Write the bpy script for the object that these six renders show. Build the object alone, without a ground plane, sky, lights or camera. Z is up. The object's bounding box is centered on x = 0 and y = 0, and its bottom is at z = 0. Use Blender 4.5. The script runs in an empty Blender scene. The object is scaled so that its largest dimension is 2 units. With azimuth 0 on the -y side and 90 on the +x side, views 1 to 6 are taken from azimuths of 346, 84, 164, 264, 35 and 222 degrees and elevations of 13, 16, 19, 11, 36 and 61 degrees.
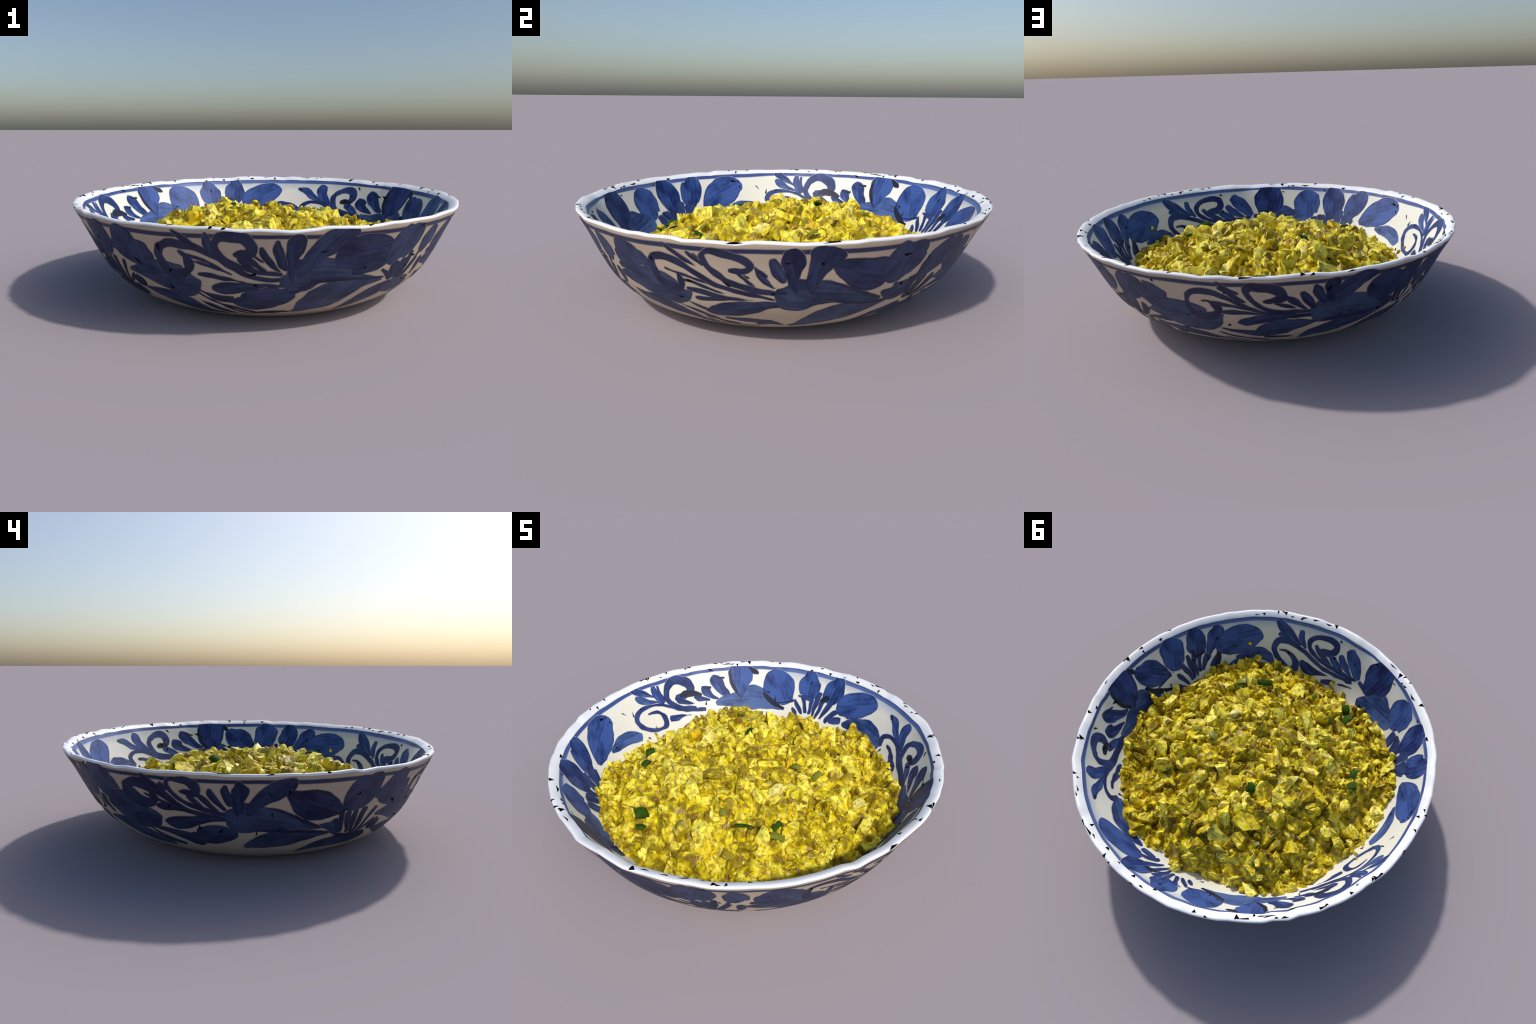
# A blue-and-white painted bowl heaped with curried egg salad.
# The bowl is a lathe profile with a slightly uneven lip; its decoration is laid on
# brush stroke by brush stroke (petals, leaves, scrolls, stems) in the coordinates of
# the wall: (angle in degrees, distance below the lip in cm, brush width in cm).
import bpy, bmesh, math, random
import numpy as np
from mathutils import Vector, Matrix, Euler

rng = np.random.default_rng(7)
random.seed(7)

# ------------------------------------------------------------------ wall shape
OUTSIDE, INSIDE = "outside", "inside"
OUTER_PROFILE = [(.997, .478), (.986, .455), (.972, .429), (.951, .39), (.93, .345), (.889, .260), (.839, .177),
                 (.761, .098), (.665, .042), (.58, .006), (.50, -.012)]
INNER_PROFILE = [(.952, .470), (.934, .440), (.901, .382), (.860, .31), (.809, .23), (.738, .158), (.64, .105), (.5, .075)]
LIP_PROFILE = [(.997, .478), (.9968, .4835), (.991, .488), (.979, .4865), (.964, .479), (.952, .470)]


def spline(points, n=24):
    """Catmull-Rom curve through the points and its running length."""
    p = np.array(points, float)
    p = np.vstack([2 * p[0] - p[1], p, 2 * p[-1] - p[-2]])
    out = []
    for i in range(1, len(p) - 2):
        a, b, c, d = p[i - 1:i + 3]
        for t in np.linspace(0, 1, n, endpoint=False):
            out.append(.5 * (2 * b + (c - a) * t + (2 * a - 5 * b + 4 * c - d) * t * t + (3 * b - a - 3 * c + d) * t ** 3))
    out.append(p[-2])
    out = np.array(out)
    return out, np.r_[0, np.cumsum(np.linalg.norm(np.diff(out, axis=0), axis=1))]


WALL = {OUTSIDE: spline(OUTER_PROFILE, 40), INSIDE: spline(INNER_PROFILE, 40)}
LIP = spline(LIP_PROFILE, 10)

# the hand-made lip is a chain of slightly uneven facets
N_FACET = 92
facet_at = np.sort((np.arange(N_FACET) + rng.uniform(-.35, .35, N_FACET)) / N_FACET * 2 * math.pi)
facet_r, facet_z = rng.normal(0, .0028, N_FACET), rng.normal(0, .0026, N_FACET)


def lip_wobble(theta, values):
    return np.interp(theta, facet_at, values, period=2 * math.pi)


def settle(theta, r, z, fade):
    """Wobble of the lip, fading down the wall, and the slight lean of the whole bowl."""
    r = r + lip_wobble(theta, facet_r) * fade
    z = z + lip_wobble(theta, facet_z) * fade
    w = 1 - np.clip(z, 0, .48) / .48
    x, y = r * np.cos(theta), r * np.sin(theta)
    return np.stack([x + .006 * w, y - .015 * w, np.maximum(z + (.0056 + .005 * w) * x + (.011 + .006 * w) * y, 0)], -1)


def wall_point(side, theta, t, lift=0.0):
    """Point on a wall face, t metres below the lip, lifted off along the normal."""
    curve, length = WALL[side]
    r, z = np.interp(t, length, curve[:, 0]), np.interp(t, length, curve[:, 1])
    e = .004
    dr = np.interp(t + e, length, curve[:, 0]) - np.interp(t - e, length, curve[:, 0])
    dz = np.interp(t + e, length, curve[:, 1]) - np.interp(t - e, length, curve[:, 1])
    n = np.hypot(dr, dz) + 1e-9
    s = 1 if side == OUTSIDE else -1
    r, z = r - s * lift * dz / n, z + s * lift * dr / n
    return settle(theta, r, z, np.exp(-np.maximum(t, 0) / .035))


# ------------------------------------------------------------------ materials
def new_material(name, roughness=.5, specular=.3):
    m = bpy.data.materials.new(name)
    m.use_nodes = True
    nt = m.node_tree
    b = nt.nodes["Principled BSDF"]
    b.inputs["Roughness"].default_value = roughness
    b.inputs["Specular IOR Level"].default_value = specular
    return m, nt, b


def node(nt, kind, **inputs):
    n = nt.nodes.new(kind)
    for k, v in inputs.items():
        n.inputs[k.replace("_", " ")].default_value = v
    return n


def math_node(nt, op, a, b=None, clamp=False):
    n = nt.nodes.new("ShaderNodeMath")
    n.operation, n.use_clamp = op, clamp
    for i, v in enumerate((a, b)):
        if v is None:
            continue
        if isinstance(v, (int, float)):
            n.inputs[i].default_value = v
        else:
            nt.links.new(v, n.inputs[i])
    return n.outputs[0]


def mix_colour(nt, factor, a, b):
    n = nt.nodes.new("ShaderNodeMix")
    n.data_type = "RGBA"
    for sock, v in ((n.inputs[0], factor), (n.inputs[6], a), (n.inputs[7], b)):
        if isinstance(v, tuple):
            sock.default_value = (*v, 1)
        elif isinstance(v, (int, float)):
            sock.default_value = v
        else:
            nt.links.new(v, sock)
    return n.outputs[2]


def ramp(nt, value, stops):
    n = nt.nodes.new("ShaderNodeValToRGB")
    while len(n.color_ramp.elements) < len(stops):
        n.color_ramp.elements.new(.5)
    for e, (at, c) in zip(n.color_ramp.elements, stops):
        e.position = at
        e.color = (*c, 1) if isinstance(c, tuple) else (c, c, c, 1)
    nt.links.new(value, n.inputs[0])
    return n.outputs[0]


def noise(nt, vector, scale, detail=3.0, rough=.5):
    n = node(nt, "ShaderNodeTexNoise", Scale=scale, Detail=detail, Roughness=rough)
    if vector is not None:
        nt.links.new(vector, n.inputs["Vector"])
    return n.outputs["Fac"]


def object_coords(nt, stretch=None):
    c = nt.nodes.new("ShaderNodeTexCoord").outputs["Object"]
    if stretch:
        m = nt.nodes.new("ShaderNodeMapping")
        m.inputs["Scale"].default_value = stretch
        nt.links.new(c, m.inputs["Vector"])
        c = m.outputs[0]
    return c


def bump(nt, bsdf, height, strength, distance=.004):
    b = node(nt, "ShaderNodeBump", Strength=strength, Distance=distance)
    nt.links.new(height, b.inputs["Height"])
    nt.links.new(b.outputs[0], bsdf.inputs["Normal"])


def glaze_material(name, ground, warm, band_blue, band_at, band_half, bleed):
    """Tin glaze with a soft painted line that runs round below the lip."""
    m, nt, b = new_material(name, .45, .3)
    c = object_coords(nt)
    cloud = noise(nt, c, 3.0, 4)
    colour = mix_colour(nt, ramp(nt, cloud, [(.35, 0.0), (.7, 1.0)]), ground, warm)
    sep = nt.nodes.new("ShaderNodeSeparateXYZ")
    nt.links.new(c, sep.inputs[0])
    # undo the lean of the bowl so that the line keeps its distance from the lip
    lean = math_node(nt, "ADD", math_node(nt, "MULTIPLY", sep.outputs[0], .0056), math_node(nt, "MULTIPLY", sep.outputs[1], .011))
    height = math_node(nt, "SUBTRACT", sep.outputs[2], lean)
    waver = math_node(nt, "MULTIPLY", math_node(nt, "SUBTRACT", noise(nt, c, 2.3, 3), .5), .022)
    away = math_node(nt, "SUBTRACT", math_node(nt, "ADD", height, waver), band_at)
    thick = math_node(nt, "ADD", math_node(nt, "MULTIPLY", noise(nt, c, 1.7, 2), band_half * 1.2), band_half * .4)
    core = math_node(nt, "SUBTRACT", 1.0, math_node(nt, "DIVIDE", math_node(nt, "SUBTRACT", math_node(nt, "ABSOLUTE", away), thick), .006), clamp=True)
    colour = mix_colour(nt, core, colour, band_blue)
    if bleed:
        streak = noise(nt, object_coords(nt, (28, 28, 2)), 1.0, 2)
        reach = math_node(nt, "MULTIPLY", math_node(nt, "ADD", streak, noise(nt, c, 2.0, 1)), .055)
        down = math_node(nt, "MULTIPLY", away, -1.0)
        wash = math_node(nt, "SUBTRACT", 1.0, math_node(nt, "DIVIDE", math_node(nt, "MAXIMUM", down, 0.0), reach), clamp=True)
        below = math_node(nt, "LESS_THAN", away, band_half * .5)
        patch = ramp(nt, noise(nt, c, 1.3, 1), [(.42, 0.0), (.62, 1.0)])
        k = math_node(nt, "MULTIPLY", math_node(nt, "MULTIPLY", wash, below), math_node(nt, "MULTIPLY", patch, .55))
        colour = mix_colour(nt, k, colour, tuple(bleed))
    freckle = ramp(nt, noise(nt, c, 55.0, 1), [(.79, 0.0), (.82, 1.0)])
    colour = mix_colour(nt, math_node(nt, "MULTIPLY", freckle, .35), colour, (.22, .15, .08))
    nt.links.new(colour, b.inputs["Base Color"])
    bump(nt, b, noise(nt, c, 9.0, 3), .15)
    return m


def paint_material(name, dark, light, streak_scale=(7, 60, 60), wash=.5):
    """Cobalt wash: bristle streaks along the stroke, pooled darker in places."""
    m, nt, b = new_material(name, .5, .25)
    info = nt.nodes.new("ShaderNodeObjectInfo")
    c = object_coords(nt, streak_scale)
    streaks = noise(nt, c, 1.0, 3, .6)
    pools = noise(nt, object_coords(nt), 9.0, 3)
    f = math_node(nt, "ADD", math_node(nt, "MULTIPLY", streaks, 1 - wash), math_node(nt, "MULTIPLY", pools, wash))
    f = math_node(nt, "ADD", f, math_node(nt, "MULTIPLY", math_node(nt, "SUBTRACT", info.outputs["Random"], .5), .12))
    nt.links.new(ramp(nt, f, [(.40, dark), (.60, light)]), b.inputs["Base Color"])
    return m


def plain_material(name, colour, vary, scale=12.0, roughness=.5, specular=.25):
    m, nt, b = new_material(name, roughness, specular)
    f = noise(nt, object_coords(nt), scale, 3)
    nt.links.new(ramp(nt, f, [(.35, colour), (.65, vary)]), b.inputs["Base Color"])
    return m


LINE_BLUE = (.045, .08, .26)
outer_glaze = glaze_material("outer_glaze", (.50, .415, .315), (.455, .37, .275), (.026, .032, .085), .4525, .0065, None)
inner_glaze = glaze_material("inner_glaze", (.81, .80, .75), (.76, .74, .63), LINE_BLUE, .4590, .0075, (.13, .22, .50))
lip_glaze = plain_material("lip_glaze", (.80, .825, .87), (.87, .87, .87), 6.0, .4, .35)  # first tone tinted grey-blue for skylight on the shaded rim
chip_black = plain_material("bare_chip", (.004, .004, .004), (.010, .009, .008), 20, .9, .0)

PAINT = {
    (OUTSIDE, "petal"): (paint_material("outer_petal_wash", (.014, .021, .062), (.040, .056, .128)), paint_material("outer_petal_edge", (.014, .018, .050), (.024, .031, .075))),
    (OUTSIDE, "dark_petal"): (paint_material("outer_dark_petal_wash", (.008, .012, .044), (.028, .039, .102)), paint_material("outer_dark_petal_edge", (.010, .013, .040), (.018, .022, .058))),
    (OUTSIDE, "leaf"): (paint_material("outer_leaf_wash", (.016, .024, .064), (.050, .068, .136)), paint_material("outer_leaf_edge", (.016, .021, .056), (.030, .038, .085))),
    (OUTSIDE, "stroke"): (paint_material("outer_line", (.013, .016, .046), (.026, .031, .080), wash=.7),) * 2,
    (INSIDE, "petal"): (paint_material("inner_petal_wash", (.007, .020, .110), (.046, .098, .325)), paint_material("inner_petal_edge", (.012, .022, .100), (.028, .050, .185))),
    (INSIDE, "dark_petal"): (paint_material("inner_dark_petal_wash", (.006, .011, .078), (.032, .068, .260)), paint_material("inner_dark_petal_edge", (.006, .008, .038), (.012, .018, .085))),
    (INSIDE, "leaf"): (paint_material("inner_leaf_wash", (.017, .038, .150), (.070, .130, .330)), paint_material("inner_leaf_edge", (.020, .036, .140), (.045, .075, .22))),
    (INSIDE, "stroke"): (paint_material("inner_line", (.014, .026, .110), (.036, .064, .205), wash=.7), paint_material("inner_line_edge", (.010, .018, .085), (.02, .036, .14))),
    (INSIDE, "accent"): (plain_material("pooled_black", (.009, .012, .026), (.018, .024, .050)),) * 2,
}


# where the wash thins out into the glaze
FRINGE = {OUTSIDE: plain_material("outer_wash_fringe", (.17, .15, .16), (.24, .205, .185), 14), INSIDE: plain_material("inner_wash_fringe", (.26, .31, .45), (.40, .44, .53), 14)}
FEATHER = .0014


# ------------------------------------------------------------------ mesh helpers
def make_object(name, verts, faces, materials, parent=None, smooth=True, slots=None):
    me = bpy.data.meshes.new(name)
    me.from_pydata([tuple(v) for v in verts], [], faces)
    for m in materials:
        me.materials.append(m)
    if slots is not None:
        me.polygons.foreach_set("material_index", np.array(slots, np.int32))
    me.polygons.foreach_set("use_smooth", np.full(len(me.polygons), smooth))
    me.update()
    ob = bpy.data.objects.new(name, me)
    bpy.context.scene.collection.objects.link(ob)
    ob.parent = parent
    return ob


def empty(name, label, category):
    ob = bpy.data.objects.new(name, None)
    bpy.context.scene.collection.objects.link(ob)
    ob["label"], ob["category"] = label, category
    return ob


bowl = empty("painted_bowl", "round ceramic bowl with blue hand-painted flowers and scrolls", "bowl")
salad = empty("egg_salad", "heap of chopped yellow curried egg with green bits", "food")


# ------------------------------------------------------------------ bowl body
def build_wall():
    n_round = 384
    theta = np.linspace(0, 2 * math.pi, n_round, endpoint=False)
    rings, slot = [], []
    out_len, in_len = WALL[OUTSIDE][1][-1], WALL[INSIDE][1][-1]
    for t in np.linspace(out_len, 0, 60):
        rings.append(wall_point(OUTSIDE, theta, t))
        slot.append(0)
    slot[-1] = 1
    lip_curve, _ = LIP
    for r, z in lip_curve[2:-2:2]:
        rings.append(settle(theta, r, z, 1.0))
        slot.append(1)
    for t in np.linspace(0, in_len, 56):
        rings.append(wall_point(INSIDE, theta, t))
        slot.append(2)
    verts = np.concatenate(rings)
    faces, slots = [], []
    for i in range(len(rings) - 1):
        for j in range(n_round):
            k = (j + 1) % n_round
            faces.append((i * n_round + j, i * n_round + k, (i + 1) * n_round + k, (i + 1) * n_round + j))
            slots.append(slot[i])
    last = (len(rings) - 1) * n_round
    faces.append(tuple(range(n_round - 1, -1, -1)))
    slots.append(0)
    faces.append(tuple(range(last, last + n_round)))
    slots.append(2)
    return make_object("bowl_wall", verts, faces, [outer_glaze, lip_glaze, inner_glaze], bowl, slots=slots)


wall = build_wall()


# ------------------------------------------------------------------ brush strokes
def clip(poly, keep_above, level, key):
    """Part of a polygon [(x, y, f, g)] where the field f (2) or g (3) is above or below a level."""
    out = []
    for i, a in enumerate(poly):
        b = poly[(i + 1) % len(poly)]
        ina, inb = (a[key] >= level) == keep_above, (b[key] >= level) == keep_above
        if ina:
            out.append(a)
        if ina != inb:
            s = (level - a[key]) / (b[key] - a[key])
            out.append(tuple(p + s * (q - p) for p, q in zip(a, b)))
    return out


laid = {OUTSIDE: 0, INSIDE: 0}
CELL = .0045


def lay(kind, side, points, edge):
    """One loaded-brush mark: a swept brush of changing width, its edge pooled darker."""
    p = np.array(points, float)
    p = np.column_stack([np.radians(p[:, 0]), p[:, 1] / 100, p[:, 2] / 100])
    if p[0, 1] < .012 and p[:, 1].max() < .012:
        return
    curve, _ = spline(p, 14)
    curve[:, 2] = np.maximum(curve[:, 2], .002)
    profile, length = WALL[side]
    theta, t, half = curve[:, 0], curve[:, 1], curve[:, 2] / 2
    radius = np.interp(t, length, profile[:, 0])
    d = np.stack([np.gradient(theta) * radius, np.gradient(t)], -1)
    step = np.linalg.norm(d, axis=1) + 1e-9
    d /= step[:, None]
    r_mid = radius.mean()
    pad = half.max() + .012
    xs = np.arange(theta.min() - pad / radius.min(), theta.max() + pad / radius.min() + CELL / r_mid, CELL / r_mid)
    lowest = max(-.004, t.min() - pad)
    ys = np.arange(lowest, min(t.max() + pad, length[-1] - .01) + CELL, CELL)
    if len(xs) < 2 or len(ys) < 2:
        return
    gx, gy = np.meshgrid(xs, ys, indexing="ij")
    f = np.full(gx.shape, -.02)
    last = len(theta) - 1
    for i in range(last + 1):
        dx, dy = (gx - theta[i]) * radius[i], gy - t[i]
        along, across = dx * d[i, 0] + dy * d[i, 1], np.abs(dx * d[i, 1] - dy * d[i, 0])
        reach = step[i] * .8 + .25 * across * 0 + .0035
        body = half[i] - across
        over = np.maximum(np.abs(along) - reach, 0)
        if i == 0 or i == last:        # rounded ends
            tip = min(half[i] * .35, .02)
            outward = -along if i == 0 else along
            ell = half[i] * np.sqrt(np.clip(1 - (np.maximum(outward, 0) / (tip + 1e-4)) ** 2, 0, 1)) - across
            body = np.where(outward > 0, np.minimum(ell, tip - outward + .002), body)
            over = np.where(outward > 0, 0, over)
        f = np.maximum(f, np.where(over > 0, np.minimum(body, -over), body))
    # a hand does not draw a perfect edge
    ph = rng.uniform(0, 6.28, 4)
    f += .0012 * np.sin(gx * r_mid * 70 + ph[0] + 2 * np.sin(gy * 40 + ph[1])) + .0012 * np.sin(gy * 85 + ph[2] + 2 * np.sin(gx * r_mid * 35 + ph[3]))
    # the pooled edge swells and fades along the outline
    g = f + edge * .8 * np.sin(gx * r_mid * 23 + ph[2] + 1.7 * np.sin(gy * 19 + ph[0])) * np.sin(gy * 27 + ph[1])

    def corners(a):
        return np.stack([a[:-1, :-1], a[1:, :-1], a[1:, 1:], a[:-1, 1:]])

    cf, cg = corners(f), corners(g)
    lo, hi, glo, ghi = cf.min(0), cf.max(0), cg.min(0), cg.max(0)
    index, verts, faces, slots = {}, [], [], []

    def vertex(q, slot):
        key = (round(q[0] * 1e6), round(q[1] * 1e6), slot == 2)
        if key not in index:
            index[key] = len(verts)
            verts.append((q[0], q[1], slot == 2))
        return index[key]

    for i, j in np.argwhere(hi > -FEATHER):
        square = [(x, y, cf[k, i, j], cg[k, i, j]) for k, (x, y) in enumerate(((xs[i], ys[j]), (xs[i + 1], ys[j]), (xs[i + 1], ys[j + 1]), (xs[i], ys[j + 1])))]
        whole = clip(square, True, -FEATHER, 2) if lo[i, j] < -FEATHER else square
        fringe = clip(whole, False, FEATHER, 2) if lo[i, j] < FEATHER else []
        whole = clip(whole, True, FEATHER, 2) if lo[i, j] < FEATHER else whole
        if glo[i, j] < edge < ghi[i, j]:
            parts = (clip(whole, True, edge, 3), 0), (clip(whole, False, edge, 3), 1)
        else:
            parts = (whole, 0 if glo[i, j] >= edge else 1),
        for part, slot in (*parts, (fringe, 2)):
            ids = []
            for q in part:
                v = vertex(q, slot)
                if v not in ids:
                    ids.append(v)
            if len(ids) >= 3:
                faces.append(ids if side == INSIDE else ids[::-1])
                slots.append(slot)
    if not faces:
        return
    laid[side] += 1
    q = np.array(verts)
    pos = wall_point(side, q[:, 0], q[:, 1], np.where(q[:, 2] > 0, .0003 + .000001 * laid[side], .0007 + .000006 * laid[side]))   # thin fringes lie under every wash
    # own frame, x along the stroke, so that bristle streaks follow it
    m = len(theta) // 2
    o = wall_point(side, theta[m], t[m])
    a, b = wall_point(side, theta[0], t[0]), wall_point(side, theta[-1], t[-1])
    if np.linalg.norm(b - a) < .03:
        b = wall_point(side, theta[m], t[m])
    e = 1e-3
    u, v = wall_point(side, theta[m] + e, t[m]) - o, wall_point(side, theta[m], t[m] + e) - o
    zaxis = Vector(np.cross(u, v)).normalized()
    xaxis = Vector(b - a)
    xaxis = (xaxis - zaxis * xaxis.dot(zaxis)).normalized()
    yaxis = zaxis.cross(xaxis)
    frame = Matrix((xaxis, yaxis, zaxis)).transposed()
    local = (pos - o) @ np.array(frame)
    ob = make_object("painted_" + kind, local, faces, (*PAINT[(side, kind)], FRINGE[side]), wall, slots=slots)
    ob.matrix_world = Matrix.Translation(Vector(o)) @ frame.to_4x4()


def petal(side, *points):
    lay("petal", side, points, .0055)


def dark_petal(side, *points):
    lay("dark_petal", side, points, .006)


def leaf(side, *points):
    lay("leaf", side, points, .005)


def stroke(side, *points):
    lay("stroke", side, points, .0035)


def accent(side, *points):
    lay("accent", side, points, .0035)


# Outside: four sprays, each a fan of petals on thin stems, a broad leaf with a
# C-scroll over it, a second scroll with buds, then an open flower.
# Inside: three sprays of the same kind, each a fan, a curling tendril and a flower.
leaf(OUTSIDE, (215.7, 34.8, 0.5), (220.6, 36.9, 6.3), (225.1, 38.5, 10.1), (229.1, 40.6, 11.2), (232.2, 45.2, 10.1), (235.7, 49.1, 6.2), (242.0, 52.2, 1.7))
petal(OUTSIDE, (219.5, 2.7, 6.9), (218.2, 6.9, 16.2), (218.1, 11.8, 23.8), (218.0, 16.1, 25.6), (217.6, 19.2, 16.7))
stroke(OUTSIDE, (213.5, 30.1, 2.6), (214.7, 31.4, 7.8), (217.3, 31.6, 3.4))
leaf(OUTSIDE, (213.6, 25.4, 0.9), (218.7, 24.5, 7.0), (224.2, 24.4, 14.1), (228.9, 25.3, 16.9), (232.5, 27.1, 18.0), (235.7, 26.9, 11.0), (237.9, 26.0, 0.5))
stroke(OUTSIDE, (259.5, 23.7, 2.0), (254.3, 23.3, 2.5), (250.4, 20.8, 2.6), (246.6, 16.9, 2.7), (243.8, 13.1, 2.7), (241.0, 10.4, 3.2), (238.1, 8.2, 4.2), (234.9, 7.5, 4.6), (232.0, 7.6, 4.2), (229.4, 9.4, 3.3), (228.0, 13.1, 4.3), (228.1, 16.6, 4.1), (228.8, 20.3, 4.7), (230.4, 23.0, 5.5), (232.8, 22.8, 4.7), (235.5, 20.2, 3.3), (236.2, 16.9, 4.7), (235.9, 13.8, 3.1), (235.1, 12.4, 2.2), (234.2, 11.2, 1.1))
stroke(OUTSIDE, (234.2, 1.1, 0.7), (235.7, 3.3, 3.2), (237.2, 5.5, 2.8), (238.9, 8.1, 2.1))
stroke(OUTSIDE, (236.4, 12.8, 1.7), (238.9, 13.8, 1.7), (241.6, 15.8, 1.7), (244.1, 18.7, 1.3), (246.7, 21.0, 0.3))
stroke(OUTSIDE, (237.5, 15.5, 0.7), (239.9, 16.5, 1.7), (242.5, 17.9, 1.7), (244.5, 19.3, 1.0))
stroke(OUTSIDE, (237.9, 22.3, 0.7), (238.8, 21.8, 2.1), (241.2, 22.1, 2.6), (244.1, 23.3, 2.5), (246.9, 24.0, 1.4), (250.0, 25.2, 0.3))
petal(OUTSIDE, (241.2, 29.3, 1.1), (242.4, 29.1, 5.3), (245.7, 28.7, 7.0), (249.1, 28.0, 5.3), (252.6, 27.1, 3.1), (255.9, 26.7, 2.1), (259.7, 27.2, 0.7))
stroke(OUTSIDE, (236.3, 30.5, 0.4), (239.2, 33.1, 2.1), (242.1, 35.3, 4.6), (245.8, 36.1, 5.1))
petal(OUTSIDE, (246.8, 35.5, 2.9), (248.5, 37.0, 10.4), (252.2, 36.7, 15.0), (256.7, 34.5, 14.3), (259.4, 33.7, 11.1), (262.8, 31.8, 4.9))
stroke(OUTSIDE, (235.4, 31.1, 0.3), (238.2, 35.7, 1.6), (242.2, 40.5, 1.6), (246.4, 46.7, 1.6), (250.3, 50.7, 1.1))
stroke(OUTSIDE, (235.8, 38.8, 0.5), (238.6, 42.7, 3.3), (242.0, 47.1, 2.8), (244.7, 50.2, 1.7))
stroke(OUTSIDE, (241.4, 39.5, 0.5), (245.9, 42.8, 2.2), (249.6, 46.1, 2.2), (253.7, 48.8, 1.7))
stroke(OUTSIDE, (250.4, 49.2, 1.7), (255.8, 47.6, 3.8), (260.0, 46.9, 2.7), (262.8, 47.4, 0.5))
stroke(OUTSIDE, (259.4, 20.9, 1.8), (255.9, 20.3, 2.4), (252.0, 18.8, 2.5), (248.2, 16.5, 2.9), (245.3, 13.6, 3.5), (243.8, 9.7, 3.3), (243.9, 6.3, 3.1), (245.5, 3.1, 4.2), (248.4, 2.6, 5.5), (250.7, 3.4, 5.9), (252.1, 6.7, 4.6), (252.5, 10.1, 3.9), (251.2, 11.1, 4.5), (249.5, 11.2, 3.7), (248.1, 11.4, 0.9))
stroke(OUTSIDE, (249.1, 12.1, 1.8), (250.2, 14.2, 3.6), (251.6, 16.3, 2.1), (253.0, 18.1, 0.3))
stroke(OUTSIDE, (251.5, 12.9, 1.7), (252.9, 15.6, 2.3), (254.4, 18.1, 2.1), (255.4, 19.1, 0.3))
stroke(OUTSIDE, (253.0, 12.3, 1.2), (254.1, 13.8, 1.2), (255.0, 14.7, 0.6))
petal(OUTSIDE, (242.2, 1.6, 1.1), (242.1, 4.9, 3.3), (242.1, 8.7, 3.3), (242.8, 11.1, 0.6))
dark_petal(OUTSIDE, (254.5, 7.9, 0.8), (254.9, 10.4, 2.8), (255.9, 13.4, 2.9), (257.3, 16.9, 2.2), (258.9, 19.4, 0.3))
dark_petal(OUTSIDE, (258.4, 4.6, 1.4), (258.3, 8.0, 3.6), (258.8, 11.7, 4.2), (259.4, 15.4, 3.5), (260.4, 18.9, 1.5))
leaf(OUTSIDE, (289.9, 28.8, 0.8), (282.9, 28.9, 5.6), (277.4, 32.0, 13.2), (272.3, 36.1, 17.7), (268.2, 41.0, 12.4), (265.7, 45.2, 5.5), (263.4, 47.0, 1.1))
leaf(OUTSIDE, (294.0, 32.2, 2.3), (291.5, 35.5, 9.1), (287.7, 38.8, 9.6), (284.4, 43.1, 7.4), (281.3, 47.7, 3.4), (280.0, 51.8, 0.9))
leaf(OUTSIDE, (259.5, 22.7, 1.9), (260.8, 23.8, 9.3), (262.4, 23.5, 14.4), (264.4, 22.0, 17.1), (267.6, 20.1, 14.3), (270.9, 19.9, 12.4), (275.4, 20.9, 9.5), (279.8, 24.2, 4.4), (284.5, 26.4, 2.4), (290.3, 27.6, 0.7))
stroke(OUTSIDE, (262.1, 31.0, 1.2), (264.5, 29.7, 2.3), (268.1, 25.8, 2.9), (272.4, 24.8, 2.6), (278.1, 25.5, 1.9), (284.6, 26.8, 1.7), (290.3, 27.6, 0.6))
dark_petal(OUTSIDE, (262.1, 24.9, 1.5), (261.8, 19.9, 2.8), (261.9, 15.2, 3.8), (262.0, 11.2, 5.7), (262.5, 7.5, 7.8), (262.6, 4.4, 7.2), (262.5, 1.7, 4.8))
petal(OUTSIDE, (263.9, 24.0, 0.6), (264.5, 19.4, 3.9), (266.3, 14.6, 6.8), (268.3, 10.2, 9.0), (270.7, 6.4, 11.1), (272.9, 3.6, 9.7), (275.1, 2.3, 6.4), (276.7, 1.1, 2.7))
dark_petal(OUTSIDE, (274.0, 19.0, 0.7), (275.1, 16.4, 10.8), (277.0, 13.9, 17.7), (279.6, 13.4, 21.3), (283.1, 13.8, 19.8), (286.5, 15.3, 15.8), (289.3, 16.6, 8.5), (291.2, 18.8, 1.6))
leaf(OUTSIDE, (291.2, 31.9, 1.5), (296.2, 35.0, 9.6), (300.0, 34.7, 10.7), (303.3, 32.3, 3.6))
stroke(OUTSIDE, (288.4, 23.1, 1.2), (291.5, 26.7, 2.6), (293.4, 30.1, 1.2))
stroke(OUTSIDE, (292.8, 20.8, 4.9), (293.3, 25.1, 5.9), (294.1, 29.2, 2.6))
stroke(OUTSIDE, (296.1, 19.8, 4.2), (296.1, 24.0, 5.1), (296.2, 30.0, 2.2))
stroke(OUTSIDE, (298.2, 16.5, 2.6), (298.2, 21.5, 3.4), (297.6, 26.1, 3.5), (297.4, 30.4, 1.3))
stroke(OUTSIDE, (302.3, 17.8, 1.7), (301.1, 22.5, 2.2), (299.7, 27.4, 2.2), (298.4, 30.5, 0.7))
stroke(OUTSIDE, (302.4, 20.9, 1.8), (301.3, 24.7, 2.2), (299.6, 29.0, 1.8))
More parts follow.
